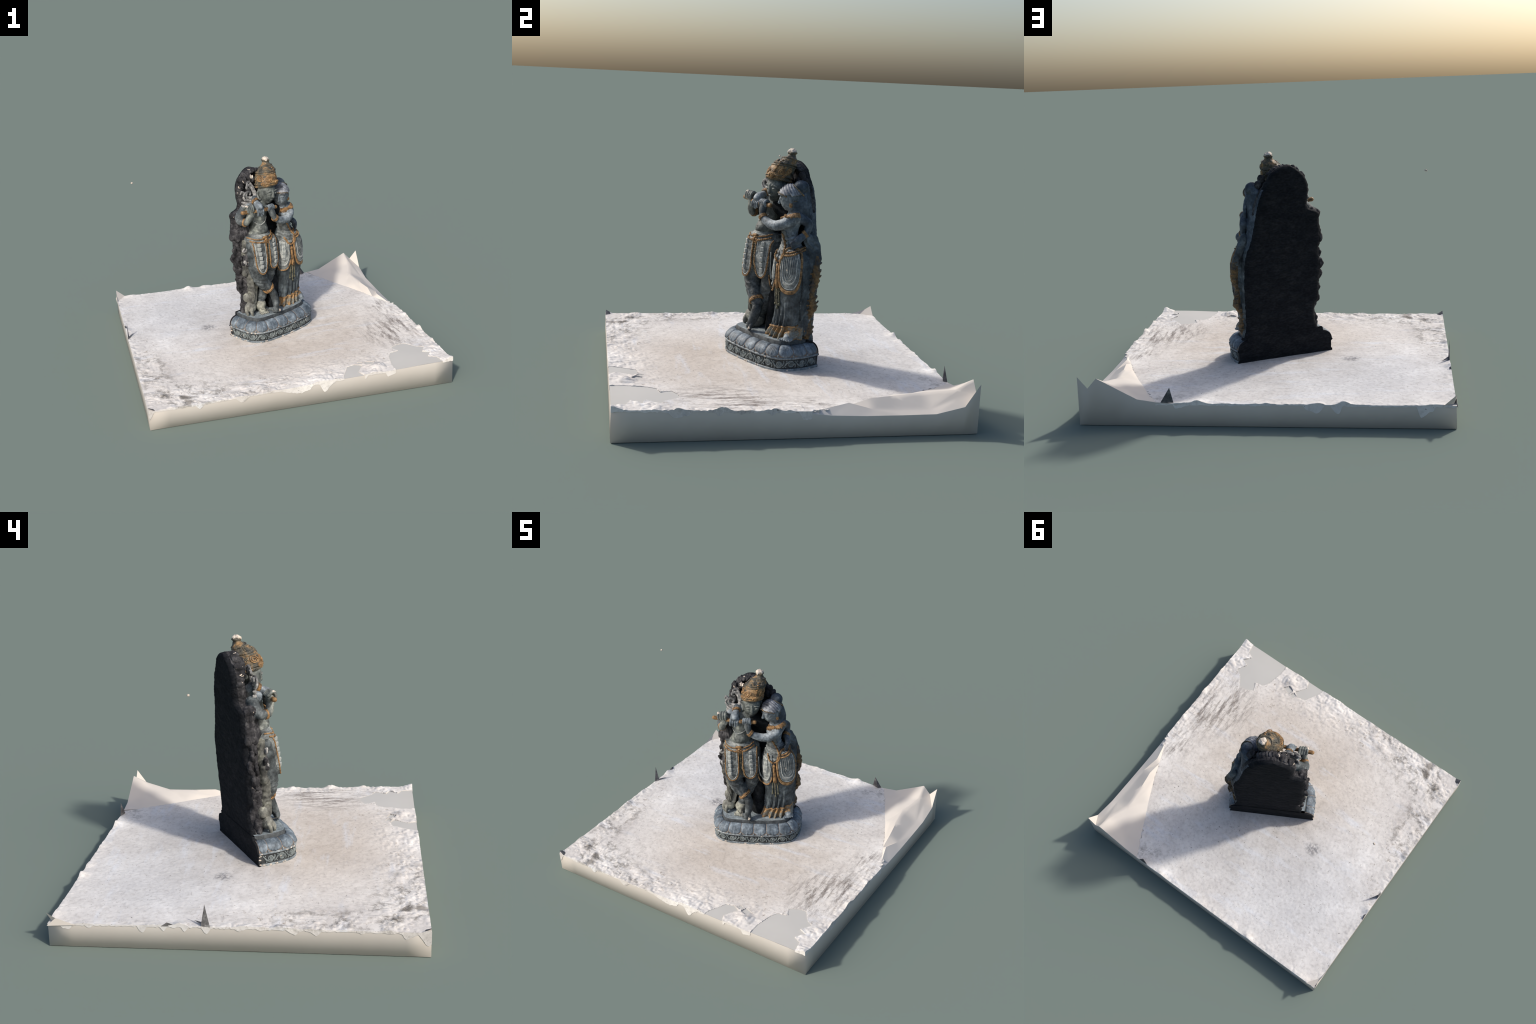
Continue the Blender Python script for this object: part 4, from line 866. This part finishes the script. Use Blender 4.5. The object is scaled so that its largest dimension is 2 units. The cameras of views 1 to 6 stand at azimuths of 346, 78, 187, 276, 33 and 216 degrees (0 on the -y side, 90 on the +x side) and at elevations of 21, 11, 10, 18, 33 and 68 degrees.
# lotus petals: rounded tongues lying over the dome, each with a turned-up point
mid = ARC[np.argmin(np.abs(RIM[:, 0] - 0.030) + 10 * (RIM[:, 1] > 0))]
STEP = 0.0885
def dome_point(s_, t, lift):
    o = 0.001 - 0.058 * (1 - np.cos(t * pi / 2)); z = 0.206 + 0.054 * np.sin(t * pi / 2)
    return rim_point(s_, o + lift * np.cos(t * pi / 2), z + lift * np.sin(t * pi / 2))
for i in range(-6, 7):
    c0 = mid + i * STEP
    lo, hi = max(c0 - STEP / 2, 0.001), min(c0 + STEP / 2, ARC[-1] - 0.001)
    if hi - lo < 0.012: continue
    nu, nt = 26, 22; vs = []
    for t in np.linspace(0.0, 1.0, nt):
        half = 0.5 * (0.955 - 0.60 * max(0, (0.30 - t) / 0.30) ** 2.2)
        for u in np.linspace(-1, 1, nu):
            q = (lo + hi) / 2 + u * half * (hi - lo)
            edge = (1 - abs(u) ** 5) * min(1.0, t / 0.10 + 0.15) * min(1, (1 - t) / 0.06 + 0.3)
            tip = 0.005 * math.exp(-(u / 0.16) ** 2) * max(0, 1 - t / 0.42)
            vein = 0.0007 * sin(26 * u) * edge
            vs.append(dome_point(np.array([q]), np.array([0.02 + 0.97 * t]), 0.0005 + 0.0055 * edge + tip + vein)[0])
    fs = [(a * nu + b, a * nu + b + 1, (a + 1) * nu + b + 1, (a + 1) * nu + b) for a in range(nt - 1) for b in range(nu - 1)]
    mesh_object("lotus_petal", vs, fs, "petal")
    if hi < ARC[-1] - 0.01:                   # small bud between petals
        q = dome_point(np.array([hi]), np.array([0.08]), 0.002)[0]
        Bag().blob(q, (0.007, 0.007, 0.009)).make("petal_bud", "rim")
# scrolls of the frieze
def frieze(path, r):
    p = np.array([rim_point(np.array([a]), -0.003, np.array([z]))[0] for a, z in path])
    return sweep(p, r, 6)
STEPF = 0.070; k = 0
for s0 in np.arange(0.03, ARC[-1] - 0.05, STEPF):
    up = 1 if k % 2 == 0 else -1; k += 1
    b = Bag(); zc = 0.167
    sp_ = [(s0 + 0.036 + (0.0195 * (1 - 0.78 * t)) * cos(up * (-pi * 0.9 + 3.6 * pi * t)), zc + (0.0195 * (1 - 0.78 * t)) * sin(up * (-pi * 0.9 + 3.6 * pi * t))) for t in np.linspace(0, 1, 40)]
    b.add(*frieze(sp_, np.linspace(0.0055, 0.004, 40)))
    st = spline([(s0 - 0.010, zc + up * 0.020), (s0 + 0.004, zc + up * 0.004), (s0 + 0.016, zc - up * 0.012)], 14)
    b.add(*frieze(st, np.linspace(0.003, 0.0062, 14)))
    st = spline([(s0 + 0.056, zc - up * 0.006), (s0 + 0.064, zc + up * 0.008), (s0 + 0.062, zc + up * 0.020)], 12)
    b.add(*frieze(st, np.linspace(0.0062, 0.003, 12)))
    b.blob(rim_point(np.array([s0 + 0.036]), -0.002, np.array([zc]))[0], 0.006)
    for da, dzz in ((0.006, -0.016), (0.062, 0.016), (0.012, 0.019)):
        b.blob(rim_point(np.array([s0 + da]), -0.003, np.array([zc - up * dzz]))[0], (0.0055, 0.0055, 0.0045))
    b.make("frieze_scroll", "relief")
# knocked-off paint along the edges
ck = Bag()
for s_, z, L in [(0.012, 0.200, 0.012), (0.03, 0.135, 0.03), (0.065, 0.134, 0.012), (0.10, 0.136, 0.016), (0.17, 0.201, 0.018), (0.20, 0.201, 0.010), (0.225, 0.200, 0.012), (0.15, 0.135, 0.02), (0.30, 0.136, 0.02), (0.44, 0.136, 0.015), (0.52, 0.135, 0.03), (0.56, 0.201, 0.022), (0.62, 0.136, 0.02), (0.68, 0.201, 0.012), (0.004, 0.165, 0.010), (0.006, 0.185, 0.012), (0.005, 0.14, 0.012), (0.13, 0.170, 0.006), (0.72, 0.25, 0.010)]:
    if z > 0.21: continue
    for j in range(5):
        q = rim_point(np.array([s_ + L * (j - 2) / 5]), 0.004 if z > 0.19 or z < 0.15 else -0.002, np.array([z + 0.002 * RNG.uniform(-1, 1)]))[0]
        ck.blob(q, 0.0035 + 0.0015 * RNG.uniform(-1, 1))
ck.make("bare_chip", "plaster", True)

# -------------------------------------------------------------- concrete slab
SLAB = {
    "core": material("smooth_filler_mortar", [(0.55, 0.505, 0.455), (0.58, 0.535, 0.485), (0.61, 0.57, 0.52)], 1.6, 0.9, bump=0.0, mottle=0.0),
    "fill": material("grey_filler_skin", [(0.455, 0.44, 0.405), (0.475, 0.46, 0.43), (0.495, 0.48, 0.45)], 2.0, 0.9, bump=0.0, mottle=0.0),
    "shard": material("dark_concrete_shard", [(0.07, 0.068, 0.07), (0.15, 0.145, 0.145), (0.30, 0.29, 0.285)], 14, 0.9),
}
def concrete():
    m = bpy.data.materials.new("pale_weathered_concrete"); m.use_nodes = True
    t = m.node_tree; n = t.nodes; L = t.links; b = n["Principled BSDF"]
    co = n.new("ShaderNodeTexCoord").outputs["Object"]
    def nz(scale, detail=6, rough=0.6, vec=co, dist=0.0):
        x = n.new("ShaderNodeTexNoise"); x.inputs["Scale"].default_value = scale; x.inputs["Detail"].default_value = detail; x.inputs["Roughness"].default_value = rough; x.inputs["Distortion"].default_value = dist
        L.new(vec, x.inputs["Vector"]); return x.outputs["Fac"]
    def ramp(fac, stops):
        r = n.new("ShaderNodeValToRGB"); e = r.color_ramp.elements
        while len(e) < len(stops): e.new(0.5)
        for i, (p, c) in enumerate(stops):
            e[i].position = p; e[i].color = (*c, 1) if len(c) == 3 else c
        L.new(fac, r.inputs[0]); return r.outputs[0]
    def mix(f, a, c, kind="MIX"):
        x = n.new("ShaderNodeMix"); x.data_type = 'RGBA'; x.blend_type = kind
        for k_, v_ in (("Factor", f), ("A", a), ("B", c)):
            if isinstance(v_, (int, float, tuple)): x.inputs[k_].default_value = v_
            else: L.new(v_, x.inputs[k_])
        return x.outputs["Result"]
    def math_(op, a, c):
        x = n.new("ShaderNodeMath"); x.operation = op; x.use_clamp = True
        for k_, v_ in enumerate((a, c)):
            if isinstance(v_, (int, float)): x.inputs[k_].default_value = v_
            else: L.new(v_, x.inputs[k_])
        return x.outputs[0]
    def spot(c, r, soft):
        """1 inside an ellipse on the slab, fading out."""
        mp = n.new("ShaderNodeMapping"); mp.vector_type = 'TEXTURE'; mp.inputs["Location"].default_value = (*c, 0.13); mp.inputs["Scale"].default_value = (r[0], r[1], 1.0); mp.inputs["Rotation"].default_value = (0, 0, r[2] if len(r) > 2 else 0)
        L.new(co, mp.inputs[0]); ln = n.new("ShaderNodeVectorMath"); ln.operation = 'LENGTH'; L.new(mp.outputs[0], ln.inputs[0])
        mr = n.new("ShaderNodeMapRange"); mr.inputs["From Min"].default_value = 1.0; mr.inputs["From Max"].default_value = 1.0 - soft
        L.new(ln.outputs["Value"], mr.inputs[0]); return mr.outputs[0]
    g = ramp(nz(3.6, 9, 0.68), [(0.28, (0.53, 0.495, 0.465)), (0.5, (0.675, 0.64, 0.60)), (0.7, (0.79, 0.76, 0.72))])
    worn = mix(math_('MULTIPLY', spot((0.12, -0.10), (0.88, 0.78, -0.5), 0.55), 0.9), g, ramp(nz(4.5, 9, 0.7), [(0.3, (0.42, 0.37, 0.32)), (0.5, (0.54, 0.485, 0.43)), (0.7, (0.665, 0.615, 0.56))]))  # darker, warmer oval over the middle of the slab
    warm = mix(math_('MULTIPLY', spot((0.05, -0.50), (0.80, 0.42), 0.9), 0.5), worn, (0.53, 0.465, 0.40, 1))
    cool = mix(math_('MULTIPLY', spot((-0.45, 0.45), (0.85, 0.75), 0.7), 0.55), warm, ramp(nz(5.0, 9, 0.7), [(0.3, (0.40, 0.41, 0.425)), (0.5, (0.49, 0.505, 0.53)), (0.7, (0.62, 0.635, 0.66))]))
    # pale bluish streaks
    mp = n.new("ShaderNodeMapping"); mp.inputs["Rotation"].default_value = (0, 0, 0.9); mp.inputs["Scale"].default_value = (1.2, 6, 1); L.new(co, mp.inputs[0])
    col = mix(math_('MULTIPLY', ramp(nz(2.2, 5, 0.6, mp.outputs[0]), [(0.56, (0, 0, 0)), (0.70, (1, 1, 1))]), 0.45), cool, (0.66, 0.69, 0.74, 1))
    # fine grain and pits
    col = mix(0.45, col, ramp(nz(42, 6, 0.7), [(0.34, (0.55, 0.53, 0.52)), (0.5, (0.92, 0.92, 0.92)), (0.66, (1.0, 1.0, 1.0))]), "MULTIPLY")
    col = mix(math_('MULTIPLY', ramp(nz(75, 2, 0.5), [(0.69, (0, 0, 0)), (0.75, (1, 1, 1))]), 0.8), col, (0.17, 0.155, 0.14, 1))
    # grime: corner lichen, boot-black streaks, edge stains, one dark spot
    lich = ramp(nz(11, 6, 0.75, dist=0.4), [(0.50, (0, 0, 0)), (0.64, (1, 1, 1))])
    strk = n.new("ShaderNodeMapping"); strk.inputs["Rotation"].default_value = (0, 0, -0.15); strk.inputs["Scale"].default_value = (26, 5, 1); L.new(co, strk.inputs[0])
    streak = ramp(nz(1.0, 7, 0.8, strk.outputs[0]), [(0.47, (0, 0, 0)), (0.62, (1, 1, 1))])
    def stain(mask, where, amount, colour):
        nonlocal col
        col = mix(math_('MULTIPLY', math_('MULTIPLY', mask, where), amount), col, colour)
    for c, r in [((-0.80, -0.76), (0.40, 0.28, 0.3)), ((-0.45, -0.84), (0.40, 0.14)), ((-0.90, -0.40), (0.17, 0.45))]:
        stain(lich, spot(c, r, 0.8), 1.0, (0.16, 0.145, 0.125, 1))
    for c, r in [((0.86, -0.32), (0.26, 0.40)), ((0.70, -0.42), (0.18, 0.28, 0.2)), ((0.88, 0.06), (0.15, 0.17))]:
        stain(streak, spot(c, r, 0.8), 0.9, (0.15, 0.125, 0.11, 1))
    fleck = ramp(nz(26, 5, 0.8), [(0.58, (0, 0, 0)), (0.66, (1, 1, 1))])
    for c, r in [((-0.3, -0.80), (0.8, 0.18)), ((0.85, -0.3), (0.2, 0.6)), ((-0.9, -0.1), (0.15, 0.8)), ((0.6, -0.7), (0.35, 0.25))]:
        stain(fleck, spot(c, r, 0.7), 0.8, (0.24, 0.195, 0.15, 1))
    stain(lich, spot((0.53, 0.84), (0.12, 0.09), 0.7), 0.9, (0.14, 0.13, 0.12, 1))
    pit = ramp(nz(46, 5, 0.75), [(0.42, (0, 0, 0)), (0.56, (1, 1, 1))])
    stain(pit, spot((-0.41, 0.147), (0.068, 0.060), 0.55), 0.85, (0.20, 0.195, 0.20, 1))
    L.new(col, b.inputs["Base Color"]); b.inputs["Roughness"].default_value = 0.9; b.inputs["Specular IOR Level"].default_value = 0.2
    bp = n.new("ShaderNodeBump"); bp.inputs["Strength"].default_value = 0.22; bp.inputs["Distance"].default_value = 0.006
    L.new(nz(55, 6, 0.7), bp.inputs["Height"]); L.new(bp.outputs[0], b.inputs["Normal"])
    return m
SLAB["crust"] = concrete()

slab = bpy.data.objects.new("concrete_slab", None); link(slab)
slab["label"] = "square pale weathered concrete slab with ragged broken edges"; slab["category"] = "paving slab"
A, B_, C_, D_ = [np.array(q) for q in ((-1.0, -0.906), (0.965, -0.942), (1.0, 0.906), (-0.965, 0.942))]
def on_slab(u, v): return A * (1 - u)[..., None] * (1 - v)[..., None] + B_ * u[..., None] * (1 - v)[..., None] + C_ * u[..., None] * v[..., None] + D_ * (1 - u)[..., None] * v[..., None]

def ground(x, y):
    """The slab top rises toward one corner and sags a little at the back."""
    return 0.126 + 0.034 * np.clip((x - y - 0.25) / 1.6, 0, 1.1) ** 1.2 - 0.005 * np.clip((y - 0.3) / 0.6, 0, 1) + 0.006 * np.exp(-((x - 0.15) ** 2 + (y + 0.62) ** 2) / 0.16) + 0.008 * np.exp(-((x - 0.78) ** 2 + (y + 0.80) ** 2) / 0.03)
# solid core with slightly wavy walls
def side_x(y): return 0.965 + 0.019 * (y + 0.942) + 0.0015
edge_pts = [(side_x(-0.03), -0.03, 0.132), (0.972, 0.05, 0.135), (0.89, 0.25, 0.129), (0.855, 0.35, 0.127), (0.77, 0.54, 0.124), (0.70, 0.67, 0.121), (0.64, 0.79, 0.119), (0.582, 0.9155, 0.128)]
outer = [(0.68, 0.9135, 0.142), (0.80, 0.9115, 0.205), (0.895, 0.910, 0.255), (0.945, 0.909, 0.200), (0.998, 0.907, 0.262)] + [(side_x(y), y, z) for y, z in ((0.83, 0.145), (0.68, 0.110), (0.50, 0.108), (0.31, 0.108), (0.14, 0.114))]
inner = [(0.950, 0.12, 0.140), (0.920, 0.24, 0.154), (0.890, 0.36, 0.164), (0.868, 0.50, 0.168), (0.850, 0.66, 0.176), (0.945, 0.81, 0.172), (0.905, 0.82, 0.205), (0.84, 0.80, 0.185), (0.79, 0.66, 0.158), (0.75, 0.82, 0.162), (0.955, 0.66, 0.122), (0.950, 0.50, 0.122), (0.952, 0.36, 0.128), (0.962, 0.24, 0.128), (0.82, 0.50, 0.154), (0.87, 0.30, 0.150)]
core_f = []
t = np.arange(16) / 16
per = [(*q, None) for q in (A + (B_ - A) * t[:, None])] + [(*q, None) for q in (B_ + (np.array([side_x(-0.03), -0.03]) - B_) * (np.arange(9) / 9)[:, None])] + [edge_pts[0]] + outer[:4:-1] + outer[4::-1] + [edge_pts[-1]]
e0 = np.array(edge_pts[-1][:2])
per += [(*q, None) for q in (e0 + (D_ - e0) * (np.arange(1, 13) / 13)[:, None])] + [(*q, None) for q in (D_ + (A - D_) * t[:, None])]
xy = np.array([q[:2] for q in per]); M = len(per)
cen = np.array([0.0, 0.0])
top = np.array([(float(ground(q[0], q[1])) - 0.003) if q[2] is None else q[2] for q in per])
core_v = np.vstack([np.c_[xy, np.zeros(M)], np.c_[xy * 0.9985, top]])
for j in range(M): core_f.append((j, (j + 1) % M, M + (j + 1) % M, M + j))
core_f.append(tuple(range(M - 1, -1, -1)))
mesh_object("slab_core", core_v, core_f, SLAB["core"], slab, drop=0)
gu = np.linspace(0.0009, 0.9991, 40); U, W = np.meshgrid(gu, gu, indexing="ij"); q = on_slab(U, W).reshape(-1, 2)
zz = ground(q[:, 0], q[:, 1]) - 0.0022 + 0.001 * noise(np.c_[q, np.zeros(len(q))], 4, 9)
gf = [(i * 40 + j, (i + 1) * 40 + j, (i + 1) * 40 + j + 1, i * 40 + j + 1) for i in range(39) for j in range(39) if not (i > 23 and j > 18 and 0.62 * (q[i * 40 + j, 1] - 0.0) + 1.35 * (q[i * 40 + j, 0] - 0.96) > -0.03)]
mesh_object("filler_patch", np.c_[q, zz], gf, SLAB["fill"], slab, drop=0)

# ragged crust with holes where the filler shows
NU, NV = 420, 400
u = np.linspace(0, 1, NU); w = np.linspace(0, 1, NV); U, W = np.meshgrid(u, w, indexing="ij")
P2 = on_slab(U, W).reshape(-1, 2); p3 = np.c_[P2, np.zeros(len(P2))]
x, y = P2[:, 0], P2[:, 1]
def inside(poly, q):
    poly = np.asarray(poly); r = np.zeros(len(q), bool)
    for a, b in zip(poly, np.roll(poly, -1, 0)):
        c = ((a[1] > q[:, 1]) != (b[1] > q[:, 1])) & (q[:, 0] < (b[0] - a[0]) * (q[:, 1] - a[1]) / (b[1] - a[1] + 1e-12) + a[0]); r ^= c
    return r
edge = np.minimum(np.minimum(U, 1 - U), np.minimum(W, 1 - W)).ravel()
rough = np.clip(np.clip((-0.62 - y) / 0.22, 0, 1) + 0.7 * np.clip((-0.72 - x) / 0.2, 0, 1) * np.clip((0.2 - y) / 0.5, 0, 1) + 0.6 * np.clip((x - 0.8) / 0.15, 0, 1) * (y < 0) + 0.8 * np.clip((0.03 - edge) / 0.03, 0, 1), 0, 1.2)
z = ground(x, y) + 0.0016 * fbm(p3, 9, 4, 2) + rough * (0.009 * fbm(p3, 14, 4, 11) + 0.005 * np.abs(noise(p3, 38, 5))) + 0.0007 * noise(p3, 70, 8)
near = np.exp(-(((x - 0.03) / 0.42) ** 2 + ((y - 0.0) / 0.38) ** 2) ** 2); z = z * (1 - near) + (0.1295 + 0.0008 * noise(p3, 30, 4)) * near
z += 0.0025 * np.exp(-((x + 0.41) ** 2 + (y - 0.147) ** 2) / 0.045 ** 2) * noise(p3, 60, 14)
for bx, by, br, bh in [(-0.398, 0.925, 0.035, 0.018), (0.358, 0.918, 0.04, 0.014), (-0.27, 0.93, 0.03, 0.012), (0.48, -0.85, 0.05, 0.014), (0.10, -0.90, 0.05, 0.012), (0.62, -0.93, 0.04, 0.012), (0.99, -0.40, 0.03, 0.018), (0.985, -0.62, 0.03, 0.014), (-0.975, 0.29, 0.03, 0.012), (-0.999, -0.89, 0.02, 0.014), (0.955, -0.935, 0.03, 0.016), (0.985, -0.15, 0.03, 0.012)]:
    z += bh * np.exp(-(((x - bx) ** 2 + (y - by) ** 2) / br ** 2))
z = np.maximum(z, ground(x, y) - 0.0004 + 0.0006 * noise(p3, 60, 15))
# faces, minus holes
jig = 0.028 * np.sign(noise(p3, 17, 31)) * np.abs(noise(p3, 17, 31)) ** 0.5
jq = P2 + np.stack([jig, 0.028 * noise(p3, 19, 33)], 1)
ramp_poly = [(1.1, -0.02), (0.985, 0.03), (0.895, 0.26), (0.86, 0.35), (0.775, 0.54), (0.705, 0.67), (0.645, 0.79), (0.585, 0.91), (0.55, 1.1), (1.1, 1.1)]
patch1 = [(0.90, -1.0), (0.885, -0.87), (0.835, -0.845), (0.885, -0.79), (0.83, -0.77), (0.872, -0.70), (0.825, -0.675), (0.775, -0.598), (0.72, -0.60), (0.665, -0.63), (0.69, -0.69), (0.63, -0.70), (0.60, -0.75), (0.575, -0.86), (0.57, -1.0)]
patch2 = [(0.41, -1.0), (0.36, -0.92), (0.345, -0.88), (0.40, -0.80), (0.355, -0.775), (0.30, -0.785), (0.235, -0.90), (0.22, -1.0)]
patch3 = [(0.49, -0.78), (0.43, -0.755), (0.415, -0.80), (0.46, -0.82)]
patch4 = [(0.415, -0.762), (0.385, -0.745), (0.372, -0.778), (0.40, -0.79)]
saw = 0.022 * np.abs(((y * 22) % 1.0) - 0.5) * 2
hole = inside(ramp_poly, P2 + np.stack([saw - 0.011 + 0.3 * jig, 0 * jig], 1)) | inside(patch1, P2) | inside(patch2, P2) | inside(patch3, P2) | inside(patch4, P2)
hole = hole.reshape(NU, NV)
keep = ~hole[:-1, :-1]
ii, jj = np.nonzero(keep)
cf = np.stack([ii * NV + jj, (ii + 1) * NV + jj, (ii + 1) * NV + jj + 1, ii * NV + jj + 1], 1)
used, inv = np.unique(cf, return_inverse=True)
bmc = bmesh.new()
bv = [bmc.verts.new((x[i], y[i], z[i])) for i in used]
for fc in inv.reshape(-1, 4): bmc.faces.new([bv[i] for i in fc])
bmc.edges.index_update()
skirt = {}
for e in [e for e in bmc.edges if len(e.link_faces) == 1]:
    for vv in e.verts:
        if vv not in skirt:
            px, py = vv.co.x, vv.co.y
            q = np.array([[px, py, 0.0]])
            on_edge = min(abs(px + 1.0 - 0.019 * (py + 0.906)), abs(px - 0.965 - 0.019 * (py + 0.942)), abs(py + 0.906 + 0.0183 * (px + 1.0)), abs(py - 0.942 + 0.0183 * (px + 0.965))) < 0.006
            if on_edge:
                tooth = max(0.0, float(noise(q, 19, 77)[0]) - 0.15)
                dz = 0.008 + 0.075 * tooth + 0.004 * float(noise(q, 90, 78)[0])
                o = (np.array([px, py]) - cen); o /= np.linalg.norm(o)
                skirt[vv] = bmc.verts.new((px + o[0] * 0.001, py + o[1] * 0.001, float(ground(px, py)) - dz))
            else:
                skirt[vv] = bmc.verts.new((px, py, float(ground(px, py)) - 0.004))
    a, b = e.verts
    lp = e.link_loops[0]
    if lp.vert == a: a, b = b, a
    bmc.faces.new((a, b, skirt[b], skirt[a]))
me = bpy.data.meshes.new("concrete_crust"); bmc.to_mesh(me); bmc.free()
me.materials.append(SLAB["crust"]); me.polygons.foreach_set("use_smooth", [True] * len(me.polygons)); me.set_sharp_from_angle(angle=math.radians(48))
link(bpy.data.objects.new("concrete_crust", me), slab)

# smooth ramp rising to two peaks at one corner
pts = edge_pts + outer + inner
nb = len(edge_pts) + len(outer)
res = delaunay_2d_cdt([Vector(q[:2]) for q in pts], [(i, (i + 1) % nb) for i in range(nb)], [], 1, 1e-6)
zmap = [pts[o[0]][2] if o else 0.13 for o in res[3]]
rv = [(q.x, q.y, zq) for q, zq in zip(res[0], zmap)]; rf = [tuple(f_) for f_ in res[2]]
rv = [(q[0] * 0.9985, q[1] * 0.9985, q[2]) for q in rv]
ob = mesh_object("corner_ramp", rv, rf, SLAB["core"], slab, angle=60, drop=0)
sb = ob.modifiers.new("sub", 'SUBSURF'); sb.subdivision_type = 'SIMPLE'; sb.levels = sb.render_levels = 2

# thin shards standing on the edge
def shard(tip, base, mat="shard"):
    t_ = np.array(tip); b = [np.array(q) for q in base]
    up = np.array([0.003, 0.002, 0])
    mesh_object("edge_shard", [t_, *b], [(0, 1, 2), (0, 2, 3), (0, 3, 1), (1, 3, 2)], SLAB[mat], slab, smooth=False, drop=0)
shard((-0.979, 0.163, 0.244), [(-0.978, 0.185, 0.125), (-0.982, 0.140, 0.125), (-0.970, 0.165, 0.125)])
shard((-0.93, 0.225, 0.134), [(-0.982, 0.165, 0.130), (-0.982, 0.140, 0.125), (-0.975, 0.150, 0.142)])
shard((-0.974, 0.35, 0.142), [(-0.977, 0.38, 0.122), (-0.977, 0.29, 0.122), (-0.960, 0.32, 0.120)])
shard((0.504, 0.911, 0.206), [(0.555, 0.914, 0.125), (0.485, 0.914, 0.125), (0.535, 0.895, 0.125)])
shard((-0.964, 0.945, 0.178), [(-0.970, 0.85, 0.118), (-0.895, 0.945, 0.118), (-0.950, 0.918, 0.118)], "core")
shard((-0.966, 0.90, 0.150), [(-0.9715, 0.945, 0.110), (-0.9735, 0.80, 0.118), (-0.955, 0.88, 0.118)], "core")
shard((-0.999, -0.903, 0.150), [(-1.0, -0.86, 0.125), (-0.96, -0.907, 0.125), (-0.965, -0.88, 0.125)])
# loose cream crumb hanging in the air beside the statue
crumb = mesh_object("plaster_crumb", ICO_V * [0.009, 0.007, 0.006] * (1 + 0.25 * RNG.uniform(-1, 1, (len(ICO_V), 1))), ICO_F, "plaster", None, drop=0)
crumb.location = (-0.852, 0.212, 1.230); crumb["label"] = "tiny loose crumb of cream plaster"; crumb["category"] = "debris"
